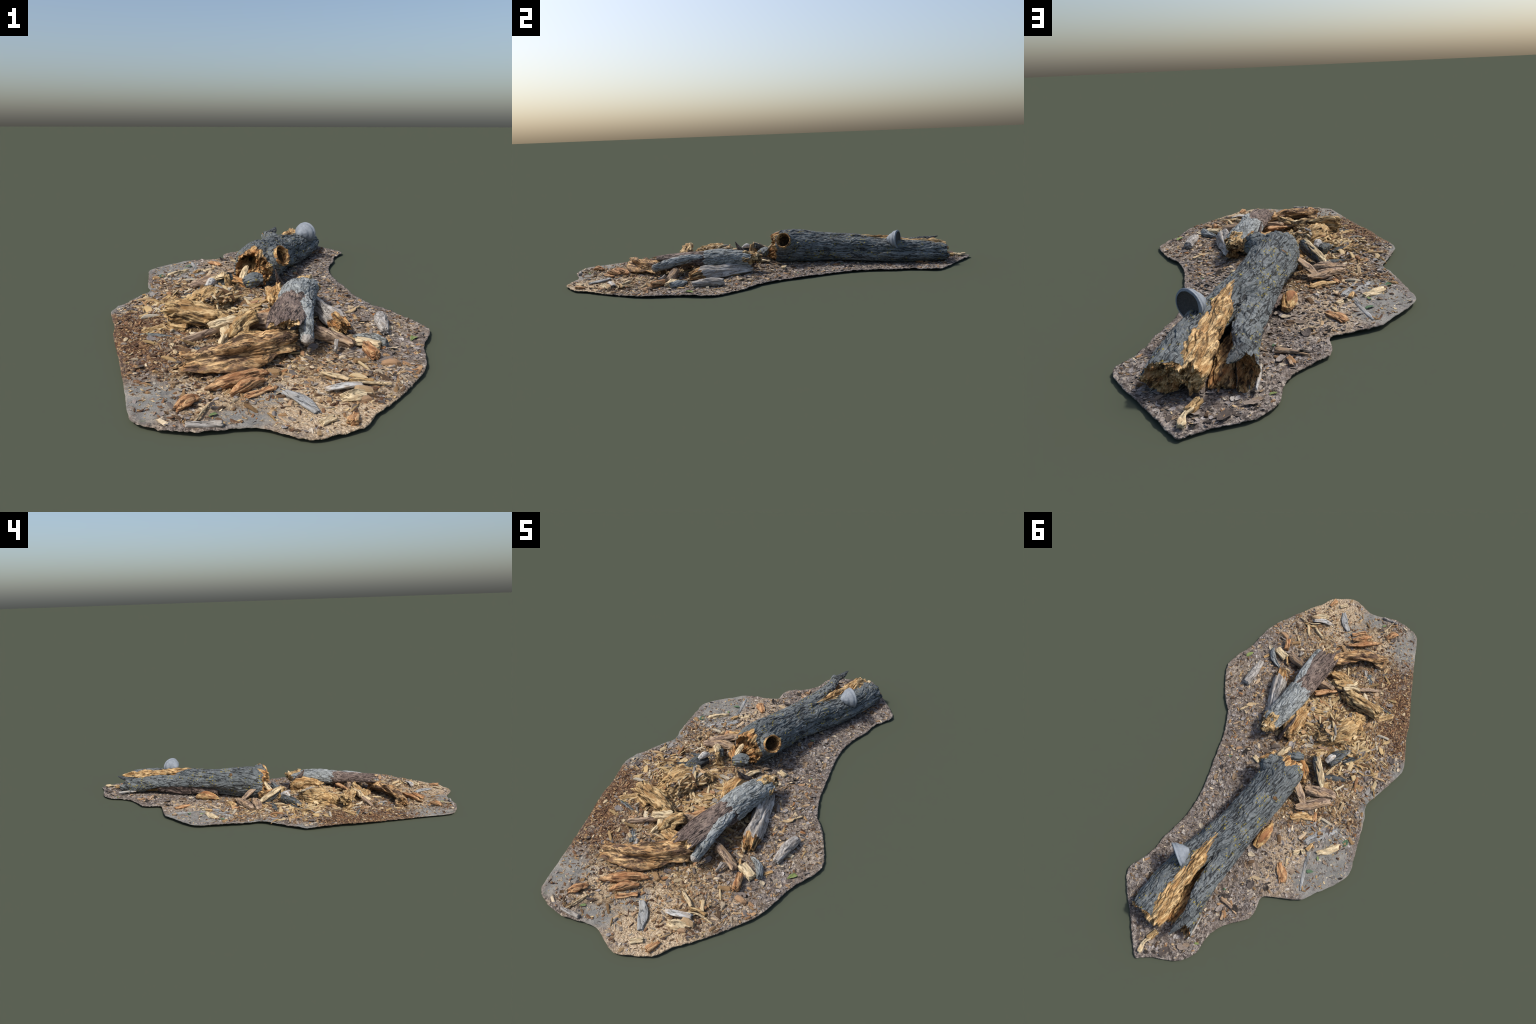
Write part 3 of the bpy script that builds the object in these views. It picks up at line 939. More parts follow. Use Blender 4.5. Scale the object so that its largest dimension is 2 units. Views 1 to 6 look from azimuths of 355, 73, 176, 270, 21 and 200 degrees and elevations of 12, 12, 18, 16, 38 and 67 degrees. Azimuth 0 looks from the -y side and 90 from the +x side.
# pale rotten heartwood showing along the seam
hw = loft([on_log(0.40, -0.010, 0.118), on_log(0.50, -0.008, 0.112), on_log(0.60, -0.010, 0.100), on_log(0.70, -0.018, 0.086),
           on_log(0.80, -0.030, 0.072), on_log(0.893, -0.040, 0.058)],
          [(0.006, 0.014), (0.018, 0.026), (0.026, 0.030), (0.034, 0.034), (0.038, 0.037), (0.038, 0.037)], 150, 360,
          disp=fibre_disp(0.007, 9, 55, 0.006), jag=(0, 0.02), cap=(0.002, 0.004), capn=0.012, seed=6.0, roll=[10, 10, 12, 15, 18, 20], ncap=26)
build(hw, ['heartwood', 'heartwood'], [M['wood'], M['wood']], LOGM, log_e)

# split limb leaning off to the west, hollow toward the seam
def limb_section(th, s):
    ang = np.mod(th + math.pi, 2 * math.pi) - math.pi
    dent = np.exp(-((ang - math.radians(-32)) / 0.85) ** 2)
    a2 = np.mod(th, 2 * math.pi)
    und = np.exp(-((a2 - math.radians(235)) / 0.6) ** 2) * smooth(0.78, 0.62, s)
    return 1 - smooth(0.25, 0.55, s) * 0.80 * dent - 0.45 * und + 0.04 * np.cos(3 * th + 5 * s)


def limb_patch(q, th, s):
    ang = np.mod(th + math.pi, 2 * math.pi) - math.pi
    m = smooth(0.22, 0.4, s) * np.exp(-((ang - math.radians(-32)) / 0.95) ** 4) + 0.10 * fbm(q * 40, 3)
    return m, 0.004


lb = loft([on_log(0.30, -0.072, 0.084), on_log(0.42, -0.078, 0.082), on_log(0.53, -0.083, 0.078), on_log(0.64, -0.094, 0.072),
           on_log(0.74, -0.121, 0.060), on_log(0.835, -0.158, 0.050)],
          [(0.036, 0.034), (0.046, 0.035), (0.050, 0.036), (0.046, 0.036), (0.041, 0.042), (0.031, 0.049)], 180, 400,
          section=limb_section, disp=bark_disp(0.0042, 16, 48, 0.005), patch=limb_patch, roll=[0, 0, 6, 14, 22, 30], jag=(0, 0.016), jagf=1.8, lean=(None, lambda th: 0.026 * np.cos(th - math.radians(205)) - 0.004),
          cap=(0.0, -0.03), capn=0.012, seed=12.0, ncap=22, zmin=0.006)
build(lb, ['split_limb', 'limb_wood', 'limb_wood'], [M['bark'], M['wood_end'], M['wood_end']], LOGM, log_e)

# torn fibrous wood filling the floor of the cleft
cf = loft([on_log(0.60, -0.052, 0.030), on_log(0.68, -0.060, 0.028), on_log(0.76, -0.078, 0.024), on_log(0.84, -0.098, 0.014)],
          [(0.018, 0.016), (0.026, 0.020), (0.032, 0.018), (0.030, 0.009)], 90, 200, disp=fibre_disp(0.006, 8, 48, 0.006), jag=(0, 0.03), jagf=2.0, seed=17.0)
build(cf, ['cleft_wood', 'cleft_wood'], [M['wood_end'], M['wood_end']], LOGM, log_e)

# horn at the limb's tip
hn = loft([on_log(0.78, -0.138, 0.092), on_log(0.84, -0.138, 0.094), on_log(0.882, -0.139, 0.103)], [(0.022, 0.012), (0.017, 0.010), (0.004, 0.004)], 60, 90,
          disp=bark_disp(0.002, 30, 90, 0.002), seed=3.0, cap=(0, 0.002))
build(hn, ['limb_tip', 'limb_tip'], [M['bark_dark'], M['bark_dark']], LOGM, log_e)
ws = loft([on_log(0.75, -0.172, 0.034), on_log(0.80, -0.184, 0.030), on_log(0.848, -0.192, 0.024)], [(0.002, 0.004), (0.004, 0.007), (0.004, 0.006)], 24, 60,
          disp=fibre_disp(0.001, 10, 80, 0.002, 0.0004), seed=3.0, cap=(0.002, 0.002))
build(ws, ['peeled_strip', 'peeled_strip'], [M['white'], M['white']], LOGM, log_e)

# shaggy scar under the west flank
sc = loft([on_log(0.28, -0.080, 0.034), on_log(0.40, -0.092, 0.044), on_log(0.52, -0.098, 0.050), on_log(0.64, -0.112, 0.042)],
          [(0.012, 0.012), (0.020, 0.028), (0.022, 0.032), (0.012, 0.016)], 90, 240, disp=fibre_disp(0.007, 10, 50, 0.006), seed=23.0, zmin=0.006)
build(sc, ['inner_bark', 'inner_bark'], [M['bark_brown'], M['bark_brown']], LOGM, log_e)


def revolve(center, axis, profile, nu, disp=None, up=None, squash=(1, 1)):
    """profile: (distance along axis, radius) control points"""
    axis = np.asarray(axis, float)
    axis /= np.linalg.norm(axis)
    up = ZUP if up is None else np.asarray(up, float)
    sx = np.cross(up, axis)
    sx /= np.linalg.norm(sx)
    sy = np.cross(axis, sx)
    pr = catmull(profile, np.linspace(0, 1, len(profile) * 9))
    th = np.arange(nu) / nu * 2 * math.pi
    TH, I = np.meshgrid(th, np.arange(len(pr)))
    rr = pr[:, 1][:, None] * np.ones_like(TH)
    aa = pr[:, 0][:, None] * np.ones_like(TH)
    if disp is not None:
        aa, rr = disp(aa, rr, TH, I / (len(pr) - 1))
    G = np.asarray(center) + axis * aa[..., None] + sx * (rr * np.cos(TH) * squash[0])[..., None] + sy * (rr * np.sin(TH) * squash[1])[..., None]
    nr = len(pr)
    idx = np.arange(nr * nu).reshape(nr, nu)
    a, b = idx[:-1], idx[1:]
    F = np.stack([a, np.roll(a, -1, 1), np.roll(b, -1, 1), b], -1).reshape(-1, 4)
    V = G.reshape(-1, 3)
    V = np.vstack([V, V[:nu].mean(0), V[-nu:].mean(0)])
    i0 = len(V) - 2
    tri = np.vstack([np.stack([np.full(nu, i0), np.roll(idx[0], -1), idx[0]], -1), np.stack([np.full(nu, i0 + 1), idx[-1], np.roll(idx[-1], -1)], -1)])
    return V, F, tri, sx, sy, axis


def rev_obj(name, res, mat, center, parent, close=(True, True)):
    V, F, tri, sx, sy, ax = res
    h = len(tri) // 2
    tri = np.vstack([tri[:h] if close[0] else tri[:0], tri[h:] if close[1] else tri[:0]])
    m = np.eye(4)
    m[:3, 0], m[:3, 1], m[:3, 2], m[:3, 3] = sx, sy, ax, center
    inv = np.linalg.inv(m)
    me = mesh_from(name, V @ inv[:3, :3].T + inv[:3, 3], [F, tri], mat)
    return add_obj(name, me, Matrix(m.tolist()), parent)


def knot_disp(aa, rr, th, t):
    n = perlin(np.stack([np.cos(th) * 2, np.sin(th) * 2, t * 3], -1))
    n2 = fbm(np.stack([np.cos(th) * 7, np.sin(th) * 7, t * 9], -1), 3)
    return aa + 0.007 * n * smooth(0.0, 0.4, t) + 0.0015 * n2, rr * (1 + 0.07 * n + 0.04 * n2)


rev_obj('knot_collar', revolve(HOLE_C, HOLE_N, [(-0.060, 0.056), (-0.035, 0.047), (-0.008, 0.0415), (0.010, 0.038)], 120, knot_disp), M['bark'], HOLE_C, log_e, (False, False))
rev_obj('knot_rim', revolve(HOLE_C, HOLE_N, [(0.004, 0.0385), (0.012, 0.0380), (0.014, 0.0350), (0.009, 0.0315), (-0.010, 0.0290)], 120, knot_disp), M['wood_end'], HOLE_C, log_e, (False, False))
rev_obj('knot_hollow', revolve(HOLE_C, HOLE_N, [(-0.008, 0.0300), (-0.022, 0.027), (-0.036, 0.021), (-0.046, 0.011), (-0.048, 0.001)], 120, knot_disp), M['hollow'], HOLE_C, log_e, (False, True))

# small knot on the upper west flank
KC = np.array([-0.003, 0.214, 0.142])
KN = np.array([-0.55, 0.1, 0.83])
KN /= np.linalg.norm(KN)
rev_obj('small_knot', revolve(KC, KN, [(-0.01, 0.024), (0.002, 0.017), (0.0055, 0.0125), (0.003, 0.009)], 60, None, squash=(0.8, 1.2)), M['bark'], KC, log_e, (False, False))
rev_obj('small_knot_hollow', revolve(KC, KN, [(0.0045, 0.0105), (-0.001, 0.0085), (-0.004, 0.001)], 50, None, squash=(0.8, 1.2)), M['hollow'], KC, log_e)

# bracket fungus, a hoof with its pore face toward +x +y
FC = np.array([0.276, 0.574, 0.128])
FN = np.array([0.707, 0.707, 0.06])


def fungus_disp(aa, rr, th, t):
    n = perlin(np.stack([np.cos(th) * 1.5, np.sin(th) * 1.5, t * 2], -1))
    groove = 0.0018 * np.sin(t * 26 + n * 1.5)
    return aa + 0.3 * groove, rr * (1 + 0.05 * n) + groove * (t > 0.1)


rev_obj('bracket_fungus', revolve(FC, FN, [(-0.046, 0.003), (-0.042, 0.013), (-0.032, 0.024), (-0.021, 0.034), (-0.010, 0.043), (0.002, 0.049), (0.009, 0.0505), (0.0135, 0.048), (0.013, 0.043)],
                                  160, fungus_disp, squash=(1.0, 0.86)), M['fungus'], FC - 0.046 * FN, log_e, (True, False))
rev_obj('pore_face', revolve(FC, FN, [(0.0125, 0.0455), (0.009, 0.038), (0.006, 0.02), (0.005, 0.001)], 120, None, squash=(1.0, 0.86)), M['pores'], FC, log_e, (False, True))


# ---------------------------------------------------------------- short log lying across the heap
def piece(name, label, category, pts, rad, mats, nu=64, nv=110, parent=None, names=None, **kw):
    if kw.get('section') is None and 'grey_wood' not in name and 'cap' not in name and 'burl' not in name:
        kw['section'] = split_section(kw.get('seed', 1.0))
    r = loft(pts, rad, nu, nv, **kw)
    fr = frame_from(pts[0], pts[-1])
    nm = names or [name, name, name]
    ms = list(mats) + [mats[-1]] * (3 - len(mats))
    if len(set(x.name for x in ms[:3])) == 1 or names is None and len(set(x.name for x in ms[:2])) == 1 and 'patch' not in kw:
        return build(r, [name, name, name], [ms[0]] * 3, fr, parent, None if parent else label, None if parent else category)
    if parent is None:
        parent = empty(name, tuple(np.asarray(pts[0]) * [1, 1, 0]), label, category)
        nm = names or ['bark', 'broken_end', 'exposed_wood']
    return build(r, nm, ms, fr, parent)


short_e = empty('short_log', (0.09, -0.34, 0.0), 'short grey log piece with peeled bark and splintered ends', 'log')


def short_patch(q, th, s):
    n = 0.05 * fbm(q * np.array([30, 45, 45]), 3, 0.6)
    return smooth(0.47, 0.43, s + n), 0.003


def short_section(th, s):
    return 1 + 0.06 * np.cos(2 * th + 1.0) + 0.04 * np.cos(3 * th + 5 * s)


SL = [(0.022, -0.574, 0.092), (0.048, -0.48, 0.094), (0.084, -0.38, 0.086), (0.112, -0.28, 0.088), (0.138, -0.20, 0.084), (0.158, -0.145, 0.078)]
sl = loft(SL, [(0.048, 0.016), (0.056, 0.025), (0.056, 0.036), (0.054, 0.042), (0.050, 0.038), (0.044, 0.032)], 200, 340, section=short_section,
          disp=bark_disp(0.0035, 14, 45, 0.004), patch=short_patch, jag=(0.035, 0.012), jagf=1.6, cap=(-0.012, 0.006), capn=0.01, seed=31.0, ncap=24,
          roll=[12, 8, 0, 0, 0, 0])
SM = frame_from(SL[0], SL[-1])
build(sl, ['bark', 'broken_end', 'inner_bark'], [M['bark_pale'], M['wood'], M['bark_brown']], SM, short_e)
fe = loft([(0.140, -0.185, 0.082), (0.153, -0.145, 0.082), (0.166, -0.118, 0.078), (0.170, -0.100, 0.076)], [(0.044, 0.030), (0.044, 0.031), (0.034, 0.022), (0.012, 0.008)], 130, 150,
          disp=fibre_disp(0.007, 25, 60, 0.007), jag=(0, 0.02), jagf=1.5, capn=0.006, seed=41.0)
build(fe, ['splintered_end', 'splintered_end'], [M['wood_rot'], M['wood_rot']], SM, short_e)
sb = loft([(0.120, -0.365, 0.098), (0.108, -0.42, 0.096), (0.098, -0.48, 0.088), (0.088, -0.55, 0.072), (0.082, -0.600, 0.058)],
          [(0.012, 0.010), (0.021, 0.018), (0.022, 0.022), (0.021, 0.022), (0.017, 0.018)], 90, 160, disp=bark_disp(0.0028, 18, 60, 0.003), seed=51.0,
          cap=(0, 0.012), capn=0.001)
build(sb, ['side_branch', 'branch_stub'], [M['bark_pale'], M['wood_grey']], SM, short_e)
piece('tip_splinter', '', '', [(0.160, -0.125, 0.085), (0.172, -0.112, 0.095), (0.182, -0.108, 0.104)], [(0.016, 0.009), (0.011, 0.007), (0.002, 0.002)], [M['wood_pale']], 30, 30,
      parent=short_e, disp=fibre_disp(0.002, 20, 90, 0.002), seed=4.0)


# ---------------------------------------------------------------- big rotten pieces
def shell_dent(th, s):
    d = np.mod(th - math.radians(212) + math.pi, 2 * math.pi) - math.pi
    return np.exp(-(d / 0.95) ** 4) * smooth(0.02, 0.2, s) * smooth(1.0, 0.85, s)


piece('rotten_wood_slab', 'curved slab of rotten wood with dark hollow', 'wood piece',
      [(-0.228, -0.672, 0.040), (-0.150, -0.660, 0.044), (-0.080, -0.638, 0.046), (-0.010, -0.604, 0.044), (0.050, -0.566, 0.038)],
      [(0.022, 0.020), (0.042, 0.032), (0.047, 0.035), (0.043, 0.033), (0.026, 0.024)], [M['wood_slab'], M['wood_slab'], M['hollow']], 160, 280,
      names=['slab_surface', 'slab_surface', 'slab_hollow'],
      section=lambda th, s: (1 - 0.62 * shell_dent(th, s)) * split_section(66, 4, 7.0)(th, s) * 1.04,
      patch=lambda q, th, s: (shell_dent(th, s) + 0.12 * fbm(q * 40, 3), 0.002),
      disp=fibre_disp(0.013, 3.2, 22, 0.006, 0.0022), jag=(0.02, 0.02), capn=0.008, seed=64.0, zmin=0.008,
      parent=empty('rotten_wood_slab', (-0.08, -0.63, 0), 'curved slab of rotten wood with dark hollow', 'wood piece'))
piece('rotten_branch', 'short crumbling piece of rotten branch', 'wood piece',
      [(-0.285, -0.362, 0.068), (-0.24, -0.378, 0.066), (-0.18, -0.402, 0.058), (-0.105, -0.425, 0.052)],
      [(0.026, 0.024), (0.034, 0.030), (0.033, 0.028), (0.022, 0.020)], [M['wood_rot']], 120, 240,
      disp=fibre_disp(0.008, 9, 45, 0.006), jag=(0.015, 0.02), capn=0.008, seed=71.0)
piece('rotten_block', 'small block of crumbling wood', 'wood piece',
      [(-0.285, -0.375, 0.030), (-0.23, -0.40, 0.028)], [(0.024, 0.020), (0.028, 0.020)], [M['wood_rot']], 70, 80,
      disp=fibre_disp(0.007, 15, 50, 0.005), capn=0.006, seed=72.0)
piece('crumbled_wood_lump', 'rounded lump of fibrous crumbling wood', 'wood piece',
      [(-0.232, -0.335, 0.040), (-0.198, -0.292, 0.048), (-0.157, -0.242, 0.052), (-0.112, -0.196, 0.044), (-0.072, -0.158, 0.034)],
      [(0.018, 0.022), (0.050, 0.046), (0.060, 0.053), (0.050, 0.042), (0.020, 0.020)], [M['wood_fibre']], 160, 240, section=lambda th, s: 1 + 0.04 * np.cos(3 * th + 4 * s),
      disp=fibre_disp(0.008, 8, 52, 0.007), jag=(0.01, 0.01), capn=0.008, seed=81.0)
piece('fibrous_wood_ridge', 'upright ridge of fibrous tan wood', 'wood piece',
      [(0.066, -0.120, 0.040), (0.056, -0.165, 0.058), (0.046, -0.215, 0.062), (0.034, -0.275, 0.052)],
      [(0.020, 0.024), (0.030, 0.038), (0.030, 0.036), (0.016, 0.022)], [M['wood']], 110, 180,
      disp=fibre_disp(0.009, 10, 50, 0.006), jag=(0.01, 0.02), capn=0.008, seed=91.0)
piece('dark_shard', 'upright dark splinter of bark', 'bark piece',
      [(0.094, -0.118, 0.022), (0.078, -0.148, 0.070), (0.060, -0.174, 0.110), (0.049, -0.191, 0.145)],
      [(0.022, 0.008), (0.017, 0.007), (0.011, 0.006), (0.002, 0.002)], [M['bark_brown']], 40, 80, disp=bark_disp(0.001, 20, 80, 0.002), seed=5.0, roll=[90, 90, 90, 90])


def debark_patch(q, th, s):
    return smooth(0.24, 0.16, s + 0.06 * fbm(q * 40, 3)), 0.004


piece('peeled_log', 'short pale peeled log with broken orange end', 'log',
      [(0.216, -0.448, 0.030), (0.200, -0.385, 0.040), (0.190, -0.30, 0.038), (0.180, -0.22, 0.034), (0.168, -0.15, 0.030)],
      [(0.024, 0.020), (0.033, 0.030), (0.032, 0.029), (0.030, 0.026), (0.022, 0.018)], [M['wood_grey'], M['wood_end'], M['wood_end']], 130, 240,
      names=['peeled_surface', 'broken_end', 'broken_end'], patch=debark_patch, disp=fibre_disp(0.0035, 7, 30, 0.004, 0.0006), jag=(0.02, 0.01), cap=(-0.01, 0.004),
      capn=0.008, seed=101.0, parent=empty('peeled_log', (0.2, -0.3, 0), 'short pale peeled log with broken orange end', 'log'))

# log-end clutter and other recognisable pieces: (name, label, category, points, radii, material, fibre amp, seed)
PIECES = [
    ('grey_wood_piece', 'rounded pale grey weathered wood piece', 'wood piece', [(0.331, -0.462, 0.026), (0.342, -0.391, 0.030), (0.357, -0.328, 0.026)], [(0.013, 0.012), (0.020, 0.019), (0.018, 0.016)], 'wood_grey', 0.002),
    ('wood_block', 'small orange wood block', 'wood piece', [(0.254, -0.632, 0.024), (0.244, -0.576, 0.024)], [(0.013, 0.014), (0.013, 0.014)], 'wood_orange', 0.002),
    ('wood_block', 'pale flat wood block', 'wood piece', [(0.286, -0.562, 0.024), (0.231, -0.530, 0.026)], [(0.018, 0.010), (0.018, 0.010)], 'wood_pale', 0.002),
    ('bark_strip', 'curved strip of grey bark', 'bark piece', [(0.308, -0.553, 0.020), (0.283, -0.505, 0.024), (0.240, -0.472, 0.018)], [(0.010, 0.010), (0.014, 0.013), (0.008, 0.008)], 'bark_pale', 0.003),
    ('branch_piece', 'stubby brown branch piece', 'wood piece', [(0.213, -0.556, 0.022), (0.180, -0.530, 0.034), (0.120, -0.500, 0.046)], [(0.016, 0.014), (0.018, 0.016), (0.016, 0.015)], 'wood_plum', 0.002),
    ('twig', 'short mossy twig', 'twig', [(0.168, -0.560, 0.040), (0.160, -0.588, 0.022)], [(0.006, 0.006), (0.006, 0.006)], 'wood_grey', 0.001),
    ('orange_stick', 'orange split stick', 'stick', [(-0.034, -0.712, 0.022), (-0.101, -0.742, 0.026), (-0.180, -0.788, 0.018)], [(0.007, 0.006), (0.015, 0.013), (0.007, 0.005)], 'wood_orange', 0.003),
    ('orange_stick', 'orange split stick', 'stick', [(-0.046, -0.752, 0.020), (-0.085, -0.778, 0.024), (-0.124, -0.806, 0.016)], [(0.008, 0.008), (0.015, 0.013), (0.008, 0.006)], 'wood_orange', 0.003),
    ('orange_stick', 'orange split stick', 'stick', [(-0.032, -0.784, 0.014), (-0.091, -0.822, 0.014)], [(0.010, 0.006), (0.010, 0.005)], 'wood_orange', 0.002),
    ('orange_wood_chunk', 'curved orange wood chunk', 'wood piece', [(-0.200, -0.826, 0.016), (-0.222, -0.845, 0.026), (-0.245, -0.868, 0.016)], [(0.008, 0.007), (0.016, 0.013), (0.008, 0.006)], 'wood_orange', 0.002),
    ('grey_bark_slab', 'flat pale grey bark slab', 'bark piece', [(0.052, -0.898, 0.011), (0.036, -0.860, 0.013), (0.018, -0.828, 0.013), (-0.006, -0.802, 0.012)], [(0.009, 0.004), (0.016, 0.005), (0.014, 0.005), (0.009, 0.004)], 'wood_slate', 0.001),
    ('bark_curl', 'pale curled bark with orange underside', 'bark piece', [(0.174, -0.795, 0.020), (0.133, -0.805, 0.026), (0.090, -0.806, 0.018)], [(0.010, 0.005), (0.014, 0.006), (0.009, 0.004)], 'white', 0.001),
    ('wood_strip', 'torn pale wood strip', 'wood piece', [(0.184, -0.818, 0.014), (0.15, -0.832, 0.018), (0.118, -0.840, 0.014)], [(0.010, 0.006), (0.016, 0.009), (0.010, 0.006)], 'wood_pale', 0.004),
    ('twig', 'thin curved twig', 'twig', [(0.246, -0.789, 0.016), (0.203, -0.775, 0.016), (0.168, -0.777, 0.017), (0.142, -0.791, 0.015)], [(0.0035, 0.0035)] * 4, 'wood_pale', 0.001),
    ('twig', 'thin twig', 'twig', [(0.210, -0.764, 0.015), (0.177, -0.759, 0.016), (0.156, -0.765, 0.015)], [(0.006, 0.005)] * 3, 'wood_rot', 0.001),
    ('twig', 'thin twig', 'twig', [(0.154, -0.756, 0.015), (0.126, -0.733, 0.016), (0.098, -0.711, 0.015)], [(0.006, 0.005)] * 3, 'wood_pale', 0.001),
    ('plum_stick', 'dark brown stick', 'stick', [(-0.060, -0.440, 0.060), (-0.160, -0.474, 0.050), (-0.250, -0.512, 0.030)], [(0.010, 0.009), (0.010, 0.009), (0.008, 0.006)], 'wood_plum', 0.002),
    ('wood_knob', 'pale worn wood knob', 'wood piece', [(-0.095, -0.452, 0.058), (-0.130, -0.465, 0.064), (-0.168, -0.468, 0.056)], [(0.018, 0.016), (0.015, 0.014), (0.011, 0.010)], 'wood_pale', 0.003),
    ('wood_knob', 'pale worn wood knob', 'wood piece', [(-0.12, -0.466, 0.052), (-0.125, -0.49, 0.036), (-0.14, -0.52, 0.018)], [(0.014, 0.013), (0.013, 0.012), (0.011, 0.010)], 'wood_pale', 0.004),
    ('wood_knob', 'rotten wood stub under the short log', 'wood piece', [(-0.040, -0.450, 0.074), (-0.080, -0.462, 0.062), (-0.115, -0.500, 0.030)], [(0.020, 0.020), (0.024, 0.022), (0.018, 0.018)], 'wood_rot', 0.005),
    ('wood_knob', 'rotten wood stub under the short log', 'wood piece', [(0.040, -0.440, 0.050), (0.000, -0.435, 0.056), (-0.050, -0.430, 0.050)], [(0.024, 0.026), (0.024, 0.026), (0.018, 0.020)], 'wood_plum', 0.005),
    ('wood_chunk', 'crumbling wood chunk at the log mouth', 'wood piece', [(-0.078, 0.060, 0.048), (-0.055, 0.010, 0.046), (-0.020, -0.028, 0.040)], [(0.020, 0.024), (0.026, 0.030), (0.020, 0.022)], 'wood_end', 0.006),
    ('wood_strip', 'split wood strip', 'wood piece', [(-0.015, -0.520, 0.040), (-0.065, -0.512, 0.044), (-0.112, -0.486, 0.036)], [(0.014, 0.010), (0.018, 0.012), (0.010, 0.008)], 'wood', 0.005),
    ('orange_stick', 'thin orange stick', 'stick', [(0.022, -0.372, 0.064), (-0.020, -0.401, 0.062), (-0.066, -0.428, 0.056)], [(0.012, 0.010), (0.011, 0.009), (0.010, 0.008)], 'wood_orange', 0.003),
    ('bone_shaped_stick', 'pale knobby short stick', 'stick', [(-0.257, -0.566, 0.017), (-0.267, -0.534, 0.019), (-0.271, -0.506, 0.018)], [(0.005, 0.005), (0.006, 0.006), (0.009, 0.008)], 'wood_pale', 0.002),
    ('lichen_bark_chip', 'grey bark chip with lichen', 'bark piece', [(-0.183, -0.586, 0.018), (-0.209, -0.537, 0.022)], [(0.013, 0.005), (0.014, 0.005)], 'bark', 0.002),
    ('lichen_bark_chip', 'grey bark chip with lichen', 'bark piece', [(-0.162, -0.604, 0.018), (-0.173, -0.570, 0.022)], [(0.010, 0.005), (0.010, 0.005)], 'wood_grey', 0.002),
    ('lichen_bark_chip', 'grey bark chip', 'bark piece', [(-0.168, -0.520, 0.02), (-0.185, -0.485, 0.024)], [(0.012, 0.005), (0.010, 0.005)], 'wood_grey', 0.002),
    ('lichen_twig', 'grey twig with lichen', 'twig', [(-0.270, -0.447, 0.020), (-0.320, -0.426, 0.022), (-0.372, -0.409, 0.016)], [(0.009, 0.005), (0.008, 0.005), (0.004, 0.003)], 'bark', 0.002),
    ('wood_strip', 'rotten wood strip', 'wood piece', [(-0.290, -0.361, 0.024), (-0.355, -0.409, 0.018)], [(0.014, 0.010), (0.010, 0.007)], 'wood_rot', 0.004),
    ('thin_strip', 'thin tan wood strip', 'wood piece', [(0.227, -0.546, 0.022), (0.218, -0.52, 0.026), (0.209, -0.500, 0.020)], [(0.005, 0.004)] * 3, 'wood', 0.001),
    ('thin_strip', 'thin pale wood strip', 'wood piece', [(0.204, -0.462, 0.018), (0.186, -0.426, 0.022)], [(0.007, 0.005), (0.006, 0.005)], 'wood_pale', 0.002),
    ('dark_bark_chip', 'dark charred bark chip', 'bark piece', [(-0.215, -0.100, 0.030), (-0.26, -0.14, 0.036), (-0.297, -0.180, 0.024)], [(0.009, 0.006), (0.014, 0.006), (0.009, 0.005)], 'bark_dark', 0.002),
    ('wood_strip', 'pale wood strip', 'wood piece', [(-0.235, -0.085, 0.022), (-0.27, -0.12, 0.024), (-0.30, -0.150, 0.020)], [(0.009, 0.005), (0.012, 0.006), (0.009, 0.005)], 'wood', 0.003),
    ('bark_flake', 'grey bark flake', 'bark piece', [(-0.047, 0.001, 0.034), (-0.134, -0.004, 0.024), (-0.250, -0.023, 0.020)], [(0.013, 0.005), (0.015, 0.005), (0.009, 0.004)], 'bark_dark', 0.002),
    ('split_plank', 'brown split plank', 'wood piece', [(-0.100, 0.082, 0.034), (-0.161, 0.077, 0.038), (-0.235, 0.070, 0.026)], [(0.020, 0.010), (0.025, 0.012), (0.012, 0.007)], 'wood_plum', 0.004),
    ('split_plank', 'brown split plank', 'wood piece', [(-0.088, 0.181, 0.034), (-0.158, 0.139, 0.034), (-0.220, 0.100, 0.024)], [(0.012, 0.008), (0.025, 0.011), (0.016, 0.008)], 'wood_plum', 0.004),
    ('split_plank', 'brown leaning plank', 'wood piece', [(-0.058, 0.090, 0.078), (-0.090, 0.126, 0.058), (-0.116, 0.162, 0.034)], [(0.014, 0.006), (0.018, 0.007), (0.014, 0.006)], 'wood_plum', 0.002),
    ('split_plank', 'tan split plank', 'wood piece', [(-0.085, 0.228, 0.018), (-0.129, 0.201, 0.020), (-0.175, 0.194, 0.016)], [(0.010, 0.006), (0.017, 0.008), (0.010, 0.005)], 'wood', 0.004),
    ('wood_strip', 'pale wood strip at the break', 'wood piece', [(0.068, -0.022, 0.034), (0.050, -0.05, 0.040), (0.034, -0.078, 0.032)], [(0.011, 0.008), (0.015, 0.009), (0.010, 0.007)], 'wood_pale', 0.004),
    ('wood_strip', 'pale splinter leaning on the break', 'wood piece', [(-0.060, -0.020, 0.045), (-0.040, 0.005, 0.075), (-0.025, 0.030, 0.105)], [(0.010, 0.006), (0.013, 0.007), (0.008, 0.005)], 'wood_pale', 0.002),
    ('bark_flake', 'mossy bark flake at the break', 'bark piece', [(-0.040, -0.040, 0.056), (-0.010, -0.030, 0.066), (0.022, -0.022, 0.062)], [(0.016, 0.016), (0.026, 0.022), (0.014, 0.014)], 'bark', 0.003),
    ('orange_chip', 'small orange chip', 'wood piece', [(-0.181, 0.172, 0.016), (-0.186, 0.208, 0.018)], [(0.009, 0.006), (0.008, 0.005)], 'wood_orange', 0.002),
    ('bark_flake', 'thin grey bark flake', 'bark piece', [(-0.186, 0.310, 0.014), (-0.225, 0.262, 0.015), (-0.292, 0.210, 0.013)], [(0.012, 0.003), (0.024, 0.004), (0.012, 0.003)], 'wood_slate', 0.001),
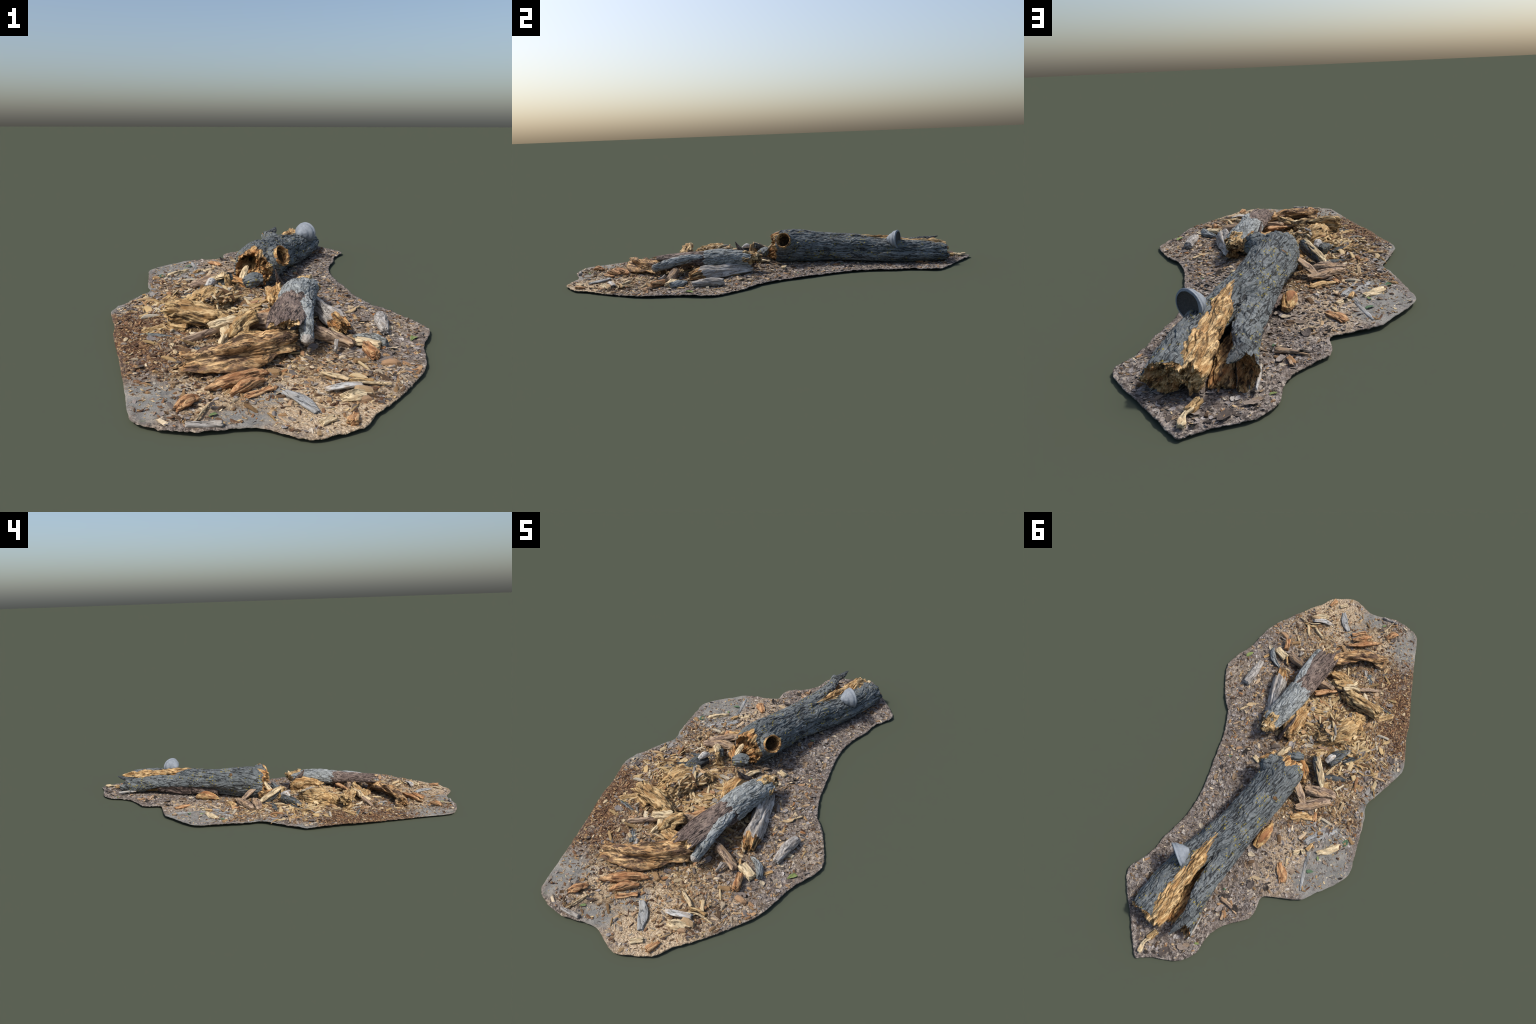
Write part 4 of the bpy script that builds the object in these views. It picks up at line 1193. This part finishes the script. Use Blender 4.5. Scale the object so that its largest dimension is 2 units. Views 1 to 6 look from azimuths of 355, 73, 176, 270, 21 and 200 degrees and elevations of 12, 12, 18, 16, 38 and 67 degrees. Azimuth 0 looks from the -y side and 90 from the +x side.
    ('bark_flake', 'long thin grey bark flake', 'bark piece', [(-0.214, 0.345, 0.014), (-0.222, 0.431, 0.014), (-0.235, 0.510, 0.013)], [(0.009, 0.003), (0.008, 0.003), (0.006, 0.003)], 'wood_slate', 0.001),
    ('wood_strip', 'pale brown wood strip', 'wood piece', [(-0.245, 0.338, 0.016), (-0.294, 0.301, 0.018), (-0.338, 0.254, 0.014)], [(0.008, 0.005), (0.017, 0.007), (0.012, 0.005)], 'wood_pale', 0.003),
    ('wood_chip_piece', 'square tan chip', 'wood piece', [(-0.152, 0.372, 0.014), (-0.193, 0.349, 0.014)], [(0.011, 0.004), (0.011, 0.004)], 'wood_pale', 0.001),
    ('wood_chip_piece', 'square tan chip', 'wood piece', [(-0.200, 0.340, 0.018), (-0.214, 0.310, 0.020)], [(0.009, 0.005), (0.008, 0.005)], 'wood', 0.001),
    ('brown_bark_chunk', 'brown oblong bark chunk', 'bark piece', [(-0.109, 0.437, 0.014), (-0.130, 0.468, 0.018), (-0.149, 0.508, 0.014)], [(0.012, 0.007), (0.017, 0.010), (0.012, 0.007)], 'wood_orange', 0.003),
    ('wood_chip_piece', 'small tan chip', 'wood piece', [(-0.134, 0.405, 0.014), (-0.143, 0.436, 0.014)], [(0.006, 0.004), (0.006, 0.004)], 'wood_pale', 0.001),
    ('pale_stick', 'pale broken stick', 'stick', [(0.284, 0.975, 0.014), (0.283, 0.941, 0.016), (0.268, 0.912, 0.015)], [(0.010, 0.007), (0.008, 0.006), (0.008, 0.006)], 'wood_pale', 0.003),
    ('pale_stick', 'pale broken stick', 'stick', [(0.272, 0.915, 0.016), (0.250, 0.879, 0.020)], [(0.010, 0.007), (0.010, 0.007)], 'wood_rot', 0.003),
    ('twig', 'pale straight twig', 'twig', [(-0.178, -0.860, 0.018), (-0.206, -0.932, 0.016)], [(0.0035, 0.0035)] * 2, 'wood_pale', 0.001),
    ('twig', 'pale straight twig', 'twig', [(-0.150, -0.940, 0.016), (-0.222, -0.934, 0.015)], [(0.007, 0.006)] * 2, 'wood_grey', 0.001),
    ('orange_chip', 'orange chip by the rim', 'wood piece', [(0.128, -0.915, 0.014), (0.111, -0.955, 0.014)], [(0.010, 0.006), (0.011, 0.006)], 'wood_orange', 0.003),
    ('pale_chip', 'pale chip', 'wood piece', [(0.080, -0.930, 0.013), (0.050, -0.948, 0.013)], [(0.010, 0.004), (0.010, 0.004)], 'wood_pale', 0.002),
    ('pale_chip', 'pale chip', 'wood piece', [(0.328, -0.188, 0.014), (0.303, -0.218, 0.015)], [(0.005, 0.004), (0.007, 0.004)], 'wood_pale', 0.002),
    ('pale_chip', 'pale chip', 'wood piece', [(0.175, 0.016, 0.015), (0.145, 0.030, 0.016)], [(0.010, 0.006), (0.012, 0.006)], 'wood_pale', 0.003),
    ('brown_chip', 'brown chip', 'wood piece', [(0.026, 0.742, 0.014), (0.031, 0.690, 0.015)], [(0.008, 0.005), (0.007, 0.005)], 'wood_plum', 0.003),
    ('root', 'thin brown root', 'twig', [(0.061, 0.661, 0.014), (0.02, 0.675, 0.016), (-0.024, 0.698, 0.014)], [(0.008, 0.006)] * 3, 'wood_plum', 0.003),
    ('orange_chip', 'orange chip', 'wood piece', [(0.335, -0.50, 0.012), (0.31, -0.525, 0.012)], [(0.006, 0.004), (0.006, 0.004)], 'wood', 0.002),
]
for i, (nm, lab, cat, pts, rad, mt, amp) in enumerate(PIECES):
    L = np.linalg.norm(np.diff(np.asarray(pts), axis=0), axis=1).sum()
    nv = int(np.clip(L / 0.0022, 24, 110))
    rmax = max(max(r) for r in rad)
    nu = int(np.clip(rmax * 2 * math.pi / 0.0022, 16, 60))
    thin = rad[0][1] < 0.6 * rad[0][0]
    sec = (lambda th, s: 1 / (np.abs(np.cos(th)) ** 3.2 + np.abs(np.sin(th)) ** 3.2) ** (1 / 3.2)) if ('block' in nm or 'chip' in nm or 'plank' in nm or 'slab' in nm) else None
    piece(nm, lab, cat, pts, rad, [M[mt]], nu, nv, section=sec, disp=fibre_disp(amp, 14, 60, amp * 0.9, amp * 0.2), jag=(min(0.008, rmax * 0.6),) * 2,
          capn=amp, seed=200.0 + 7 * i, zmin=0.006, cap=(0.002, 0.002))

# orange burl beside the log
piece('orange_burl', 'rounded orange burl with dark red stripes', 'wood piece',
      [(0.012, 0.408, 0.020), (-0.002, 0.365, 0.030), (-0.012, 0.325, 0.028), (-0.020, 0.284, 0.016)], [(0.014, 0.010), (0.024, 0.022), (0.021, 0.019), (0.006, 0.006)],
      [M['wood_stripe']], 80, 120, disp=fibre_disp(0.003, 8, 40, 0.003), capn=0.004, seed=301.0, zmin=0.006)

# upright curl of wood and bark in front of the break
cu = empty('split_wood_curl', (-0.13, 0.0, 0.0), 'leaning split wood piece, bark one side', 'wood piece')
piece('split_wood', '', '', [(-0.106, -0.056, 0.094), (-0.128, -0.018, 0.080), (-0.150, 0.022, 0.062), (-0.172, 0.064, 0.036)],
      [(0.012, 0.012), (0.016, 0.014), (0.015, 0.012), (0.006, 0.006)], [M['wood_pale']], 60, 110, parent=cu, disp=fibre_disp(0.004, 9, 50, 0.004), seed=311.0)
piece('bark', '', '', [(-0.092, -0.052, 0.092), (-0.112, -0.016, 0.076), (-0.134, 0.018, 0.056), (-0.155, 0.048, 0.034)],
      [(0.012, 0.016), (0.016, 0.020), (0.014, 0.018), (0.006, 0.008)], [M['bark_dark']], 60, 110, parent=cu, disp=bark_disp(0.002, 20, 60, 0.003), seed=312.0)
piece('wood_post', '', '', [(-0.100, -0.060, 0.098), (-0.090, -0.058, 0.060), (-0.086, -0.05, 0.025)],
      [(0.014, 0.012), (0.018, 0.015), (0.018, 0.015)], [M['wood_rot']], 50, 60, parent=cu, disp=fibre_disp(0.004, 15, 60, 0.004), seed=313.0)
# bark piece with a white cap
cp = empty('white_capped_bark', (-0.18, -0.10, 0.0), 'lichen bark piece topped with a white cap', 'bark piece')
piece('bark', '', '', [(-0.150, -0.062, 0.050), (-0.180, -0.105, 0.048), (-0.215, -0.155, 0.030)], [(0.018, 0.022), (0.026, 0.026), (0.012, 0.012)], [M['bark_dark']], 70, 90,
      parent=cp, disp=bark_disp(0.002, 20, 60, 0.004), seed=321.0, roll=[-25, -25, -25])
piece('white_cap', '', '', [(-0.146, -0.055, 0.072), (-0.158, -0.077, 0.081), (-0.172, -0.098, 0.068)], [(0.010, 0.008), (0.014, 0.012), (0.007, 0.006)], [M['white']], 40, 50,
      parent=cp, disp=fibre_disp(0.001, 15, 40, 0.002), seed=322.0)

# slivers lying along the crumbled lump and in the bowl
# leaves
def leaf(name, x, y, size, yaw, mat, z=None):
    V, F = TEMPL['leaf'][int(abs(x * 100)) % 8]
    z = float(height(np.array([x]), np.array([y]))[0]) if z is None else z
    m = np.eye(4)
    m[:3, :3] = rot_matrix(yaw, 0.05, 0.05) * size
    m[:3, 3] = (x, y, z + 0.003)
    add_obj(name, mesh_from(name, V, F, M[mat], False), Matrix(m.tolist()), floor_e)


for x, y, s, a in ((-0.245, 0.423, 0.016, 0.4), (-0.345, 0.25, 0.017, 1.4), (-0.258, 0.358, 0.010, 2.0), (0.080, 0.864, 0.010, 0.3), (0.405, -0.492, 0.020, 1.0),
                   (-0.167, -0.896, 0.011, 0.7), (0.28, 0.05, 0.008, 0.9), (0.19, 0.32, 0.008, 0.2), (0.06, 0.62, 0.009, 0.5), (0.02, -0.20, 0.009, 0.2), (0.27, 0.79, 0.008, 0.2)):
    leaf('green_leaf', x, y, s, a, 'leaf_green')
for x, y, s, a in ((0.190, 0.938, 0.024, 0.9), (0.13, 0.90, 0.02, 0.2), (0.05, 0.70, 0.02, 1.2)):
    leaf('dead_leaf', x, y, s, a, 'leaf_grey')
